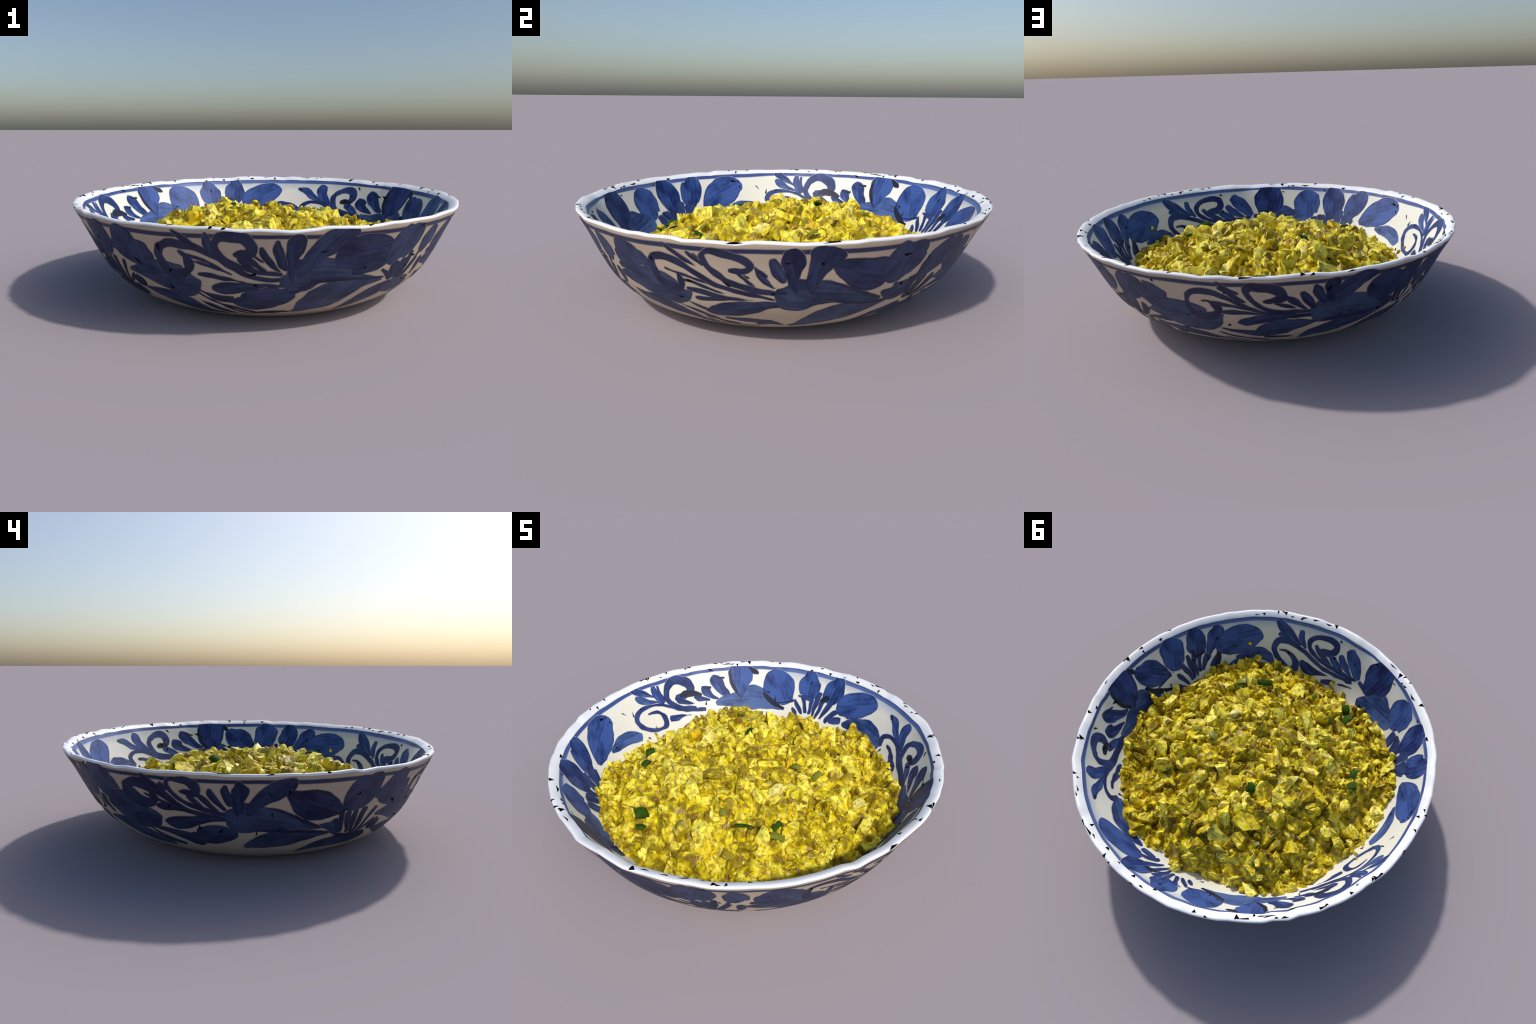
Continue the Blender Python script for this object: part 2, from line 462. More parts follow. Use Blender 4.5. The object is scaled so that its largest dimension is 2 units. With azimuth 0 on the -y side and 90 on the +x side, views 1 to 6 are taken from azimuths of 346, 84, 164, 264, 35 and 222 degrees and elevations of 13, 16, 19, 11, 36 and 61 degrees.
petal(OUTSIDE, (291.5, 20.5, 3.1), (291.3, 16.5, 11.9), (292.8, 12.0, 17.2), (294.5, 7.6, 18.1), (295.6, 4.0, 13.2), (295.9, 1.9, 4.9))
leaf(OUTSIDE, (301.6, 31.9, 1.1), (304.2, 36.2, 2.8), (303.0, 43.8, 2.3), (307.0, 46.2, 0.3))
leaf(OUTSIDE, (309.0, 31.5, 0.4), (312.5, 34.5, 5.4), (317.6, 35.5, 8.0), (322.5, 38.4, 7.9), (326.9, 41.8, 5.2), (330.9, 46.4, 3.2), (335.5, 53.4, 1.1))
petal(OUTSIDE, (303.2, 4.1, 2.4), (303.9, 7.8, 8.9), (304.2, 11.6, 11.4), (304.3, 15.0, 9.0), (305.2, 16.4, 3.3))
petal(OUTSIDE, (315.5, 5.4, 10.5), (315.2, 7.9, 15.1), (315.2, 11.8, 19.8), (315.0, 15.1, 20.8), (315.7, 17.3, 13.9), (316.5, 18.2, 4.6))
stroke(OUTSIDE, (307.9, 18.9, 2.4), (311.0, 18.1, 3.6), (313.1, 18.0, 1.6))
stroke(OUTSIDE, (305.4, 21.5, 2.5), (305.2, 25.2, 4.2), (305.1, 29.7, 1.3))
leaf(OUTSIDE, (305.2, 23.9, 0.6), (309.2, 23.5, 5.4), (313.7, 23.3, 10.5), (318.5, 23.8, 15.9), (322.6, 25.0, 17.2), (326.2, 26.9, 14.7), (328.7, 27.2, 7.3), (331.1, 25.2, 0.5))
stroke(OUTSIDE, (352.0, 26.7, 0.3), (348.4, 24.7, 1.9), (344.6, 23.3, 2.3), (340.9, 21.5, 2.3), (337.9, 19.7, 2.4), (335.1, 16.5, 2.7), (332.4, 13.4, 2.9), (329.9, 10.3, 3.8), (327.2, 8.8, 4.0), (324.7, 8.7, 3.7), (322.9, 10.1, 2.6), (322.0, 13.1, 3.7), (322.1, 16.9, 3.9), (322.9, 20.8, 4.8), (324.7, 23.2, 5.2), (326.9, 23.9, 5.0), (328.8, 23.0, 2.4), (329.2, 20.2, 3.1), (329.1, 17.6, 2.2), (329.0, 16.4, 1.5))
stroke(OUTSIDE, (325.9, 14.6, 0.8), (327.8, 15.5, 1.4), (330.2, 16.4, 1.5), (333.0, 17.9, 1.5), (334.9, 18.8, 1.3), (336.6, 20.2, 0.3))
stroke(OUTSIDE, (329.7, 19.2, 0.8), (331.8, 19.5, 1.7), (334.6, 21.1, 1.7), (337.6, 23.1, 1.3), (339.9, 24.4, 0.3))
stroke(OUTSIDE, (330.4, 23.5, 1.6), (332.4, 23.8, 2.8), (335.7, 24.9, 2.9), (338.9, 26.0, 2.3), (342.1, 26.8, 1.5), (346.8, 27.1, 0.3))
stroke(OUTSIDE, (332.2, 28.3, 1.2), (333.5, 28.1, 2.2), (337.0, 27.8, 2.1), (340.4, 27.3, 1.5), (342.8, 27.3, 0.5))
stroke(OUTSIDE, (327.5, 1.6, 0.8), (328.6, 3.7, 2.0), (330.1, 6.1, 2.3), (331.6, 8.3, 2.1), (332.9, 9.9, 1.5), (334.1, 11.3, 0.3))
stroke(OUTSIDE, (333.1, 4.8, 1.1), (333.8, 6.2, 1.8), (334.7, 7.9, 2.0), (335.9, 10.5, 1.2))
stroke(OUTSIDE, (334.5, 5.4, 0.7), (335.4, 7.1, 1.1))
stroke(OUTSIDE, (352.1, 23.2, 2.4), (348.4, 22.0, 3.0), (344.8, 20.3, 3.1), (341.5, 18.2, 3.0), (339.2, 14.8, 3.0), (337.1, 11.2, 2.6), (336.4, 7.6, 2.6), (336.7, 5.0, 2.0), (337.9, 3.6, 2.7), (339.8, 3.6, 3.8), (342.1, 4.8, 3.8), (344.7, 6.6, 3.8), (346.4, 9.3, 3.2), (346.5, 11.1, 2.7), (345.1, 12.5, 2.6), (343.5, 12.6, 2.6), (342.0, 12.5, 1.5))
dark_petal(OUTSIDE, (344.0, 14.1, 0.9), (345.1, 15.9, 1.8), (346.2, 18.0, 1.5), (347.6, 19.8, 0.3))
stroke(OUTSIDE, (345.0, 14.0, 0.6), (346.0, 15.5, 0.9))
petal(OUTSIDE, (347.8, 10.7, 0.8), (348.5, 13.7, 2.1), (349.6, 16.5, 2.5), (350.9, 18.9, 1.5), (351.9, 20.4, 0.3))
stroke(OUTSIDE, (348.3, 11.3, 0.7), (349.6, 13.7, 1.4), (350.2, 14.7, 0.8))
petal(OUTSIDE, (333.7, 35.9, 1.5), (336.1, 36.0, 6.0), (339.6, 34.3, 9.3), (343.2, 32.8, 9.2), (346.6, 31.5, 7.4), (349.8, 30.1, 4.6), (353.0, 29.6, 3.0), (354.5, 30.0, 1.1))
stroke(OUTSIDE, (328.7, 30.5, 0.3), (331.3, 32.9, 1.2), (333.8, 35.0, 2.0))
stroke(OUTSIDE, (325.9, 34.2, 0.3), (329.6, 37.0, 1.5), (333.6, 41.0, 2.3), (336.8, 44.6, 2.1), (341.3, 47.7, 2.1))
petal(OUTSIDE, (338.6, 41.0, 1.0), (342.2, 41.8, 3.0), (346.8, 42.2, 4.0), (350.5, 42.5, 2.0), (351.2, 41.7, 0.5))
stroke(OUTSIDE, (331.8, 38.8, 0.4), (333.4, 45.7, 1.0), (338.0, 48.4, 1.6), (343.0, 50.2, 1.6), (347.0, 51.0, 1.0))
leaf(OUTSIDE, (22.7, 31.7, 0.6), (17.7, 33.9, 6.6), (12.5, 35.8, 12.0), (7.5, 38.4, 13.5), (3.5, 41.7, 10.5), (0.3, 45.8, 6.1), (-3.3, 49.0, 1.5))
leaf(OUTSIDE, (29.4, 37.3, 3.2), (26.3, 41.0, 6.4), (21.8, 44.1, 5.3), (18.5, 49.8, 3.2), (16.0, 56.6, 0.7))
petal(OUTSIDE, (347.4, 46.6, 2.6), (350.8, 44.1, 4.0), (353.2, 45.9, 2.0), (355.2, 47.9, 0.5))
leaf(OUTSIDE, (-7.4, 21.8, 1.9), (-6.0, 23.2, 9.8), (-4.2, 24.2, 16.2), (-2.1, 24.4, 17.4), (0.6, 23.5, 14.7), (3.5, 22.9, 11.8), (6.8, 24.1, 9.4), (10.3, 25.9, 7.6), (14.2, 27.9, 5.9), (17.3, 29.2, 4.4), (19.7, 29.8, 1.0))
stroke(OUTSIDE, (2.7, 17.5, 0.6), (6.9, 19.4, 1.2), (11.5, 23.3, 1.5), (15.7, 26.9, 1.8), (19.5, 29.6, 1.2))
stroke(OUTSIDE, (2.7, 29.1, 0.8), (7.5, 29.0, 1.2), (13.1, 31.0, 1.4), (19.0, 31.8, 2.0), (22.7, 31.9, 0.5))
stroke(OUTSIDE, (352.6, 21.8, 2.9), (354.6, 23.2, 1.3))
dark_petal(OUTSIDE, (357.2, 22.6, 1.0), (356.0, 18.3, 3.0), (355.9, 15.5, 4.1), (355.8, 11.8, 6.5), (355.8, 8.7, 8.2), (355.7, 5.6, 8.3), (355.2, 2.9, 5.7), (355.0, 2.0, 3.3))
dark_petal(OUTSIDE, (1.0, 23.6, 0.7), (0.4, 19.9, 3.4), (0.8, 15.8, 5.5), (1.4, 11.5, 7.6), (2.1, 7.9, 10.4), (2.7, 4.8, 13.1), (3.1, 2.5, 11.6))
petal(OUTSIDE, (351.5, 6.5, 1.9), (351.9, 9.3, 4.1), (352.7, 12.7, 4.4), (353.6, 15.4, 3.6), (354.2, 17.0, 1.6))
dark_petal(OUTSIDE, (4.7, 9.1, 1.8), (6.1, 10.3, 6.8), (8.5, 11.9, 10.3), (11.5, 14.3, 14.4), (14.7, 16.0, 16.8), (17.4, 17.0, 13.5), (19.3, 17.5, 7.6), (20.3, 18.5, 1.7))
leaf(OUTSIDE, (38.2, 36.0, 1.7), (37.5, 40.6, 8.4), (32.5, 43.4, 9.9), (26.6, 44.1, 8.1))
leaf(OUTSIDE, (43.0, 43.0, 0.3), (45.5, 41.0, 4.4), (47.5, 37.0, 3.5), (50.5, 33.8, 0.7))
leaf(OUTSIDE, (19.7, 26.2, 1.1), (22.4, 28.0, 7.3), (24.6, 27.2, 11.5), (25.9, 24.5, 7.6), (26.1, 22.5, 3.0))
stroke(OUTSIDE, (27.9, 21.2, 4.6), (28.4, 26.6, 3.5), (29.4, 34.1, 1.2))
stroke(OUTSIDE, (31.0, 23.4, 2.3), (30.7, 29.2, 2.4), (30.0, 34.4, 0.8))
stroke(OUTSIDE, (32.9, 22.7, 2.4), (32.0, 28.7, 2.0), (30.8, 35.2, 0.6))
stroke(OUTSIDE, (36.6, 23.2, 3.2), (34.8, 27.8, 2.4), (32.0, 33.1, 0.8))
stroke(OUTSIDE, (44.6, 29.8, 4.3), (39.4, 31.1, 2.5), (34.3, 34.1, 0.8))
petal(OUTSIDE, (21.4, 21.6, 3.9), (21.3, 16.9, 13.0), (22.2, 11.6, 18.2), (23.0, 7.0, 18.2), (23.8, 4.0, 12.1), (23.9, 1.9, 4.0))
petal(OUTSIDE, (28.9, 22.8, 2.3), (30.8, 19.8, 7.7), (32.8, 15.2, 13.2), (35.2, 11.3, 15.6), (37.7, 8.4, 12.6), (37.8, 4.5, 5.5))
leaf(OUTSIDE, (34.0, 34.2, 2.9), (34.5, 39.4, 3.9), (35.5, 45.8, 2.9), (39.0, 46.6, 0.3), (43.0, 47.8, 0.3))
leaf(OUTSIDE, (34.4, 33.4, 1.0), (38.3, 31.4, 1.9), (41.8, 30.7, 0.5))
leaf(OUTSIDE, (37.9, 33.6, 0.4), (40.2, 35.8, 2.9), (43.8, 37.1, 5.2), (48.3, 38.3, 6.5), (52.6, 39.6, 6.5), (56.5, 41.8, 4.6), (60.6, 43.3, 1.8), (65.0, 49.0, 0.9))
petal(OUTSIDE, (40.0, 9.1, 3.3), (40.1, 12.6, 12.6), (42.4, 14.0, 16.7), (45.0, 15.4, 14.1), (47.0, 17.0, 7.2), (49.4, 16.2, 1.4))
stroke(OUTSIDE, (37.4, 25.1, 3.3), (35.2, 29.0, 3.2), (32.1, 34.0, 0.9))
leaf(OUTSIDE, (38.2, 25.6, 0.5), (42.5, 24.7, 8.2), (46.4, 24.1, 16.2), (50.6, 24.3, 19.1), (54.3, 25.6, 18.9), (57.1, 27.0, 15.4), (59.5, 26.5, 8.8), (61.3, 24.0, 3.5), (62.5, 21.7, 0.5))
stroke(OUTSIDE, (86.3, 23.3, 2.2), (82.5, 23.2, 2.9), (79.1, 23.0, 3.2), (75.1, 21.7, 2.7), (71.9, 19.2, 2.2), (70.6, 17.9, 2.2), (68.1, 15.4, 2.4), (65.1, 12.1, 2.5), (62.8, 9.8, 3.0), (61.1, 8.1, 3.9), (59.3, 7.6, 3.9), (57.3, 7.8, 3.8), (55.3, 9.3, 2.9), (54.0, 12.4, 2.1), (53.6, 16.3, 2.7), (53.9, 19.5, 3.3), (54.9, 22.2, 4.0), (56.9, 23.8, 4.8), (59.2, 23.3, 4.9), (61.2, 20.9, 3.4), (61.7, 18.2, 3.7), (61.1, 16.0, 3.6), (60.3, 14.6, 2.1), (59.4, 13.6, 1.4), (58.0, 13.7, 0.8))
stroke(OUTSIDE, (60.4, 13.9, 1.4), (62.9, 15.0, 2.2), (65.5, 16.0, 2.0), (68.0, 17.3, 1.6), (69.9, 18.2, 0.7))
stroke(OUTSIDE, (62.4, 20.0, 1.4), (64.5, 20.0, 2.9), (67.2, 20.1, 2.5), (69.8, 20.5, 1.7), (72.5, 21.2, 0.7))
stroke(OUTSIDE, (62.8, 1.5, 0.9), (64.0, 3.9, 1.9), (65.6, 6.3, 2.0), (67.3, 8.2, 1.0))
stroke(OUTSIDE, (63.2, 4.9, 1.3), (64.9, 7.7, 2.6), (66.5, 10.4, 2.5), (68.0, 12.5, 2.1), (69.1, 13.8, 0.5))
petal(OUTSIDE, (66.5, 27.0, 1.1), (68.4, 26.5, 4.8), (70.9, 25.2, 5.4), (73.7, 24.4, 5.3), (77.1, 23.6, 3.9), (80.5, 23.5, 2.2))
stroke(OUTSIDE, (60.1, 35.3, 0.3), (63.1, 38.7, 1.4), (67.7, 41.4, 1.6), (74.2, 44.2, 1.1))
stroke(OUTSIDE, (61.7, 41.2, 0.5), (64.9, 43.7, 1.4), (68.9, 46.6, 0.9))
stroke(OUTSIDE, (86.1, 20.7, 2.1), (82.5, 20.4, 2.4), (79.2, 20.6, 3.0), (75.9, 19.8, 2.9), (73.3, 17.4, 2.4), (71.2, 13.8, 2.3), (70.1, 10.7, 2.4), (69.5, 7.5, 2.9), (70.2, 4.6, 4.8), (72.3, 4.7, 5.1), (74.6, 5.1, 5.1), (76.6, 6.6, 5.4), (77.9, 9.4, 4.2), (77.7, 11.8, 4.9), (76.2, 12.6, 3.4), (74.8, 13.2, 2.8), (73.6, 13.3, 1.2))
stroke(OUTSIDE, (76.5, 14.8, 0.9), (78.4, 16.0, 2.2), (80.1, 16.9, 1.9), (81.6, 18.1, 0.3))
stroke(OUTSIDE, (79.2, 11.4, 2.3), (80.9, 13.5, 3.3), (82.3, 16.0, 2.5), (83.7, 18.2, 1.4), (84.6, 19.1, 0.3))
petal(OUTSIDE, (61.2, 31.7, 0.4), (64.7, 33.6, 2.7), (69.2, 35.0, 4.4), (72.2, 35.6, 6.6), (75.2, 32.7, 11.4), (78.1, 30.9, 12.2), (81.6, 29.6, 8.4), (85.2, 28.6, 4.4), (88.1, 27.8, 0.8))
stroke(OUTSIDE, (73.6, 40.0, 2.7), (76.8, 40.5, 2.7), (80.1, 40.7, 1.8), (81.7, 40.8, 0.5))
stroke(OUTSIDE, (68.6, 42.3, 0.9), (73.5, 44.9, 1.1), (80.5, 47.4, 0.9))
leaf(OUTSIDE, (111.2, 28.9, 0.9), (104.7, 31.3, 6.1), (98.2, 33.1, 10.2), (93.4, 35.8, 11.0), (88.2, 38.4, 7.6), (85.7, 42.3, 3.4), (84.3, 44.0, 1.3))
leaf(OUTSIDE, (120.0, 31.2, 3.7), (117.0, 36.2, 9.2), (110.4, 38.1, 9.0), (105.4, 42.6, 5.4), (100.5, 49.4, 0.3))
leaf(OUTSIDE, (85.9, 21.4, 4.0), (87.8, 21.3, 12.9), (90.2, 21.4, 16.2), (93.7, 20.8, 16.8), (97.7, 20.9, 14.4), (102.4, 22.1, 11.8), (107.5, 25.5, 5.2), (111.7, 28.2, 1.3))
stroke(OUTSIDE, (89.7, 28.1, 1.5), (95.5, 28.0, 3.3), (101.9, 28.1, 3.4), (107.2, 27.9, 1.7))
dark_petal(OUTSIDE, (85.8, 5.0, 1.6), (86.8, 8.6, 4.3), (87.9, 12.4, 4.0), (89.6, 16.4, 2.5))
dark_petal(OUTSIDE, (89.9, 2.4, 6.0), (90.2, 6.6, 6.6), (90.5, 10.9, 4.8), (91.3, 15.2, 3.4))
petal(OUTSIDE, (101.6, 3.0, 3.1), (99.3, 3.7, 6.8), (96.9, 5.0, 9.7), (95.0, 8.4, 10.6), (93.7, 12.0, 8.5), (92.9, 15.7, 3.8))
stroke(OUTSIDE, (109.0, 23.1, 3.9), (111.8, 25.4, 6.1), (113.0, 24.1, 3.5))
dark_petal(OUTSIDE, (102.3, 16.7, 4.9), (104.0, 14.6, 16.5), (106.5, 12.9, 21.5), (109.4, 12.1, 19.3), (111.3, 10.2, 12.6), (112.8, 8.1, 2.5))
stroke(OUTSIDE, (113.2, 15.2, 3.4), (113.8, 20.9, 3.5), (115.2, 28.0, 1.3))
stroke(OUTSIDE, (114.7, 14.9, 2.6), (115.8, 21.4, 2.6), (117.1, 28.9, 0.9))
stroke(OUTSIDE, (118.4, 17.0, 1.8), (119.0, 24.0, 1.8), (117.8, 28.4, 0.7))
stroke(OUTSIDE, (123.0, 18.5, 1.4), (122.9, 25.8, 1.4), (119.7, 28.9, 0.7))
dark_petal(OUTSIDE, (82.9, 9.0, 1.6), (83.8, 11.7, 3.8), (85.1, 15.1, 3.5), (86.6, 18.6, 2.8))
leaf(OUTSIDE, (114.0, 33.8, 1.1), (116.5, 39.4, 4.7), (120.5, 43.8, 5.2), (126.5, 47.4, 0.6))
leaf(OUTSIDE, (124.2, 32.2, 1.0), (130.0, 33.8, 8.8), (134.9, 36.4, 12.1), (139.2, 39.4, 11.5), (143.5, 42.0, 8.1), (147.5, 44.9, 2.8))
petal(OUTSIDE, (133.0, 1.3, 12.9), (131.9, 5.2, 16.5), (131.9, 9.5, 18.4), (132.0, 13.1, 17.6), (132.8, 15.2, 9.7), (133.4, 15.8, 3.5))
stroke(OUTSIDE, (126.7, 19.1, 4.6), (125.8, 23.3, 4.6), (126.1, 25.5, 1.4))
leaf(OUTSIDE, (128.7, 22.5, 1.0), (131.5, 21.7, 11.0), (135.0, 22.0, 18.3), (139.1, 22.6, 19.8), (142.5, 24.2, 18.6), (145.0, 25.2, 13.6), (147.3, 24.5, 7.3), (148.9, 24.1, 0.7))
stroke(OUTSIDE, (126.4, 22.7, 1.0), (126.8, 25.0, 2.9), (127.7, 27.4, 2.9), (127.7, 28.4, 0.7))
stroke(OUTSIDE, (167.5, 22.4, 1.8), (164.2, 21.3, 2.6), (160.8, 20.4, 2.7), (157.5, 18.8, 2.8), (155.1, 16.0, 3.5), (153.4, 13.4, 3.5), (151.7, 10.8, 4.9), (149.9, 8.8, 5.5), (148.0, 7.3, 7.1), (145.8, 6.7, 6.3), (143.2, 7.1, 4.6), (141.2, 9.6, 5.3), (141.2, 12.2, 8.3), (142.1, 14.7, 8.7), (143.9, 16.4, 7.6), (146.4, 16.9, 5.5), (148.5, 15.5, 3.2), (148.9, 13.3, 4.2), (148.3, 11.8, 2.1))
stroke(OUTSIDE, (146.3, 12.2, 0.7), (147.1, 12.8, 1.4), (148.0, 13.5, 1.4))
stroke(OUTSIDE, (149.9, 14.4, 2.0), (151.4, 15.7, 2.0), (153.5, 16.8, 1.9), (155.4, 18.4, 0.9))
stroke(OUTSIDE, (148.9, 17.9, 1.3), (150.5, 18.0, 3.5), (152.5, 18.1, 3.5), (154.6, 18.5, 2.5), (156.7, 19.2, 0.9))
stroke(OUTSIDE, (147.7, 1.5, 1.4), (148.6, 3.6, 3.2), (149.8, 6.0, 3.8), (151.1, 7.9, 3.1))
stroke(OUTSIDE, (152.3, 5.0, 0.9), (152.5, 6.8, 3.2), (152.9, 8.9, 1.9))
stroke(OUTSIDE, (167.7, 20.1, 2.3), (164.4, 18.8, 2.6), (160.5, 16.9, 2.3), (157.4, 14.5, 2.1), (155.2, 11.2, 2.1), (154.1, 7.9, 2.4), (154.1, 4.9, 2.0), (155.3, 2.8, 2.3), (157.5, 3.0, 2.9), (159.7, 3.5, 4.3), (160.9, 5.4, 5.3), (161.3, 8.1, 3.7), (160.3, 9.8, 3.4), (158.8, 9.5, 3.2), (157.1, 9.2, 1.5))
stroke(OUTSIDE, (158.9, 11.1, 2.3), (159.9, 13.3, 2.8), (161.4, 15.7, 2.0), (162.8, 17.4, 0.3))
stroke(OUTSIDE, (161.7, 10.7, 2.5), (162.6, 12.6, 3.0), (163.8, 15.1, 2.7), (165.0, 17.2, 1.7), (166.0, 18.4, 0.3))
dark_petal(OUTSIDE, (164.6, 7.1, 1.2), (164.8, 9.5, 3.3), (165.7, 12.3, 3.0), (166.6, 14.8, 2.3), (167.7, 17.4, 1.3))
petal(OUTSIDE, (149.8, 26.5, 0.7), (151.7, 26.9, 6.0), (154.7, 26.5, 7.1), (158.8, 24.5, 5.4), (162.6, 23.0, 3.8), (165.4, 22.6, 2.4), (168.1, 23.2, 0.9))
petal(OUTSIDE, (157.1, 32.3, 1.6), (158.8, 34.1, 8.7), (162.0, 33.4, 12.7), (165.3, 31.8, 11.6), (168.3, 31.1, 8.1), (170.4, 29.3, 1.2))
leaf(OUTSIDE, (143.9, 31.5, 0.5), (148.3, 32.4, 3.2), (153.0, 34.2, 5.9), (156.6, 36.7, 8.1), (159.3, 40.0, 5.4))
stroke(OUTSIDE, (142.7, 31.9, 0.4), (145.0, 36.3, 1.9), (148.4, 40.2, 3.7), (152.4, 42.5, 2.8))
leaf(OUTSIDE, (198.0, 32.1, 0.4), (193.8, 32.2, 4.0), (189.1, 33.1, 8.0), (183.1, 34.5, 12.4), (178.6, 36.3, 10.8), (174.8, 38.9, 6.7), (172.3, 41.0, 1.8))
leaf(OUTSIDE, (213.3, 37.9, 4.6), (210.2, 40.6, 7.3), (203.7, 40.3, 9.7), (198.3, 41.0, 8.7), (193.7, 43.4, 5.2), (189.5, 48.1, 1.8))
leaf(OUTSIDE, (168.1, 18.7, 1.6), (169.3, 20.0, 9.5), (171.0, 21.3, 16.0), (173.0, 21.8, 16.7), (175.6, 21.7, 14.6), (178.3, 22.0, 12.5), (181.0, 22.9, 10.6), (184.5, 24.0, 8.1), (188.3, 26.2, 5.6), (191.5, 27.6, 3.1), (194.1, 28.5, 0.6))
stroke(OUTSIDE, (178.0, 16.0, 0.5), (181.5, 17.4, 1.3), (185.0, 20.1, 1.5), (189.7, 24.9, 2.2), (193.9, 28.3, 1.2))
stroke(OUTSIDE, (174.2, 29.1, 0.6), (178.4, 28.8, 1.6), (184.2, 29.1, 1.9), (190.3, 30.2, 2.0), (197.1, 31.9, 1.5))
dark_petal(OUTSIDE, (170.8, 20.5, 1.3), (171.1, 15.9, 4.1), (171.3, 12.4, 4.9), (171.8, 9.5, 6.3), (172.1, 7.1, 6.9), (171.9, 4.4, 3.6), (171.7, 2.9, 1.7))
dark_petal(OUTSIDE, (168.6, 4.9, 1.2), (168.5, 7.8, 3.4), (168.8, 11.0, 4.0), (169.3, 13.8, 3.0), (169.6, 15.1, 1.4))
dark_petal(OUTSIDE, (173.7, 19.8, 1.4), (174.9, 16.0, 4.5), (176.7, 12.5, 6.2), (178.8, 9.4, 8.6), (180.9, 7.1, 9.4), (182.9, 5.0, 8.6), (184.2, 3.3, 5.3), (185.1, 1.8, 1.6))
dark_petal(OUTSIDE, (184.2, 8.9, 3.6), (186.3, 11.5, 9.4), (189.0, 14.3, 14.7), (192.1, 16.2, 15.6), (195.3, 17.7, 11.8), (198.2, 19.3, 6.2), (200.4, 20.5, 1.1))
stroke(OUTSIDE, (199.9, 21.7, 2.8), (200.7, 26.9, 2.6), (201.6, 32.5, 1.3))
stroke(OUTSIDE, (202.0, 21.1, 3.5), (203.0, 26.9, 3.2), (204.2, 33.4, 1.5))
stroke(OUTSIDE, (204.6, 20.7, 2.7), (204.9, 27.4, 2.9), (206.1, 35.5, 0.9))
stroke(OUTSIDE, (207.9, 20.0, 3.1), (207.4, 25.9, 3.3), (207.1, 35.9, 1.1))
stroke(OUTSIDE, (212.5, 20.8, 2.2), (210.5, 26.8, 2.2), (208.2, 35.6, 0.7))
stroke(OUTSIDE, (214.0, 28.0, 2.2), (211.2, 31.9, 1.8), (208.8, 35.1, 0.7))
leaf(OUTSIDE, (193.6, 27.6, 1.3), (196.0, 27.5, 3.7), (198.4, 28.6, 5.3), (199.9, 32.1, 4.0), (200.1, 34.2, 1.5))
stroke(OUTSIDE, (198.3, 24.6, 2.7), (199.9, 29.6, 1.8), (201.6, 33.2, 0.4))
stroke(OUTSIDE, (200.8, 35.1, 2.6), (206.4, 37.2, 4.4), (210.8, 37.5, 5.4), (212.2, 35.8, 2.7))
petal(OUTSIDE, (201.8, 20.0, 2.7), (202.6, 16.6, 12.4), (204.3, 12.4, 17.2), (205.8, 8.2, 18.0), (207.0, 4.3, 13.0), (206.9, 1.8, 4.2))
stroke(INSIDE, (146.8, 25.4, 2.5), (152.7, 24.0, 2.5), (158.3, 21.4, 2.5), (162.2, 18.0, 2.1), (166.0, 15.0, 1.6), (170.2, 13.3, 2.0), (174.3, 13.0, 2.7), (177.4, 14.4, 3.1), (179.0, 17.5, 3.6), (178.7, 21.2, 3.1), (176.6, 24.8, 3.0), (172.9, 28.0, 2.5), (168.6, 28.8, 2.4), (166.7, 27.3, 3.4), (166.1, 24.5, 3.5), (166.8, 21.2, 2.6), (168.3, 18.6, 2.1), (170.6, 17.6, 1.4), (173.0, 17.4, 1.2))
petal(INSIDE, (163.7, 25.3, 3.7), (161.3, 25.8, 4.1), (158.1, 26.0, 1.9), (154.1, 26.7, 0.3))
leaf(INSIDE, (176.3, 0.1, 0.9), (174.3, 1.6, 4.5), (171.6, 4.6, 3.8), (169.4, 7.1, 2.1), (167.5, 9.0, 0.6))
leaf(INSIDE, (175.4, 5.1, 1.7), (173.7, 7.4, 5.0), (171.7, 9.8, 3.7), (168.8, 11.6, 2.0), (166.7, 13.0, 0.4))
petal(INSIDE, (166.7, 2.7, 2.6), (166.9, 5.6, 4.0), (166.3, 9.2, 4.8), (165.3, 12.2, 4.8), (164.3, 14.0, 2.6))
stroke(INSIDE, (164.9, 3.3, 1.3), (165.0, 6.1, 1.8), (164.4, 9.8, 1.8), (163.8, 12.2, 0.9))
stroke(INSIDE, (151.0, 23.3, 2.9), (156.7, 21.2, 2.9), (160.5, 17.5, 3.4), (162.5, 13.2, 3.5), (162.2, 9.2, 3.9), (160.9, 5.6, 4.5), (158.4, 3.0, 5.2), (155.0, 3.9, 5.8), (152.4, 6.5, 6.4), (151.6, 10.6, 5.1), (153.1, 12.9, 4.5), (155.9, 14.0, 4.5), (158.4, 13.4, 2.5))
stroke(INSIDE, (158.9, 14.0, 1.7), (157.5, 16.3, 3.4), (155.2, 18.0, 2.9), (151.4, 20.2, 0.4))
petal(INSIDE, (150.4, 16.0, 2.5), (148.7, 17.8, 3.4), (146.5, 18.8, 2.5), (144.3, 19.8, 0.8))
accent(INSIDE, (156.7, 13.7, 2.4), (153.8, 13.1, 4.5), (151.0, 13.7, 3.8), (147.6, 16.0, 2.1))
petal(INSIDE, (145.0, 11.3, 5.1), (145.3, 13.7, 6.0), (144.4, 15.6, 4.7), (142.4, 18.4, 2.6), (140.0, 20.3, 0.4))
petal(INSIDE, (139.4, 6.1, 6.3), (140.1, 8.2, 8.5), (139.3, 11.7, 7.3), (137.6, 15.3, 5.6), (135.0, 19.5, 2.6))
accent(INSIDE, (146.7, 11.0, 0.8), (144.8, 12.1, 1.9), (143.0, 12.2, 1.3))
accent(INSIDE, (140.7, 5.6, 0.8), (139.2, 6.7, 1.7), (137.0, 6.9, 1.3))
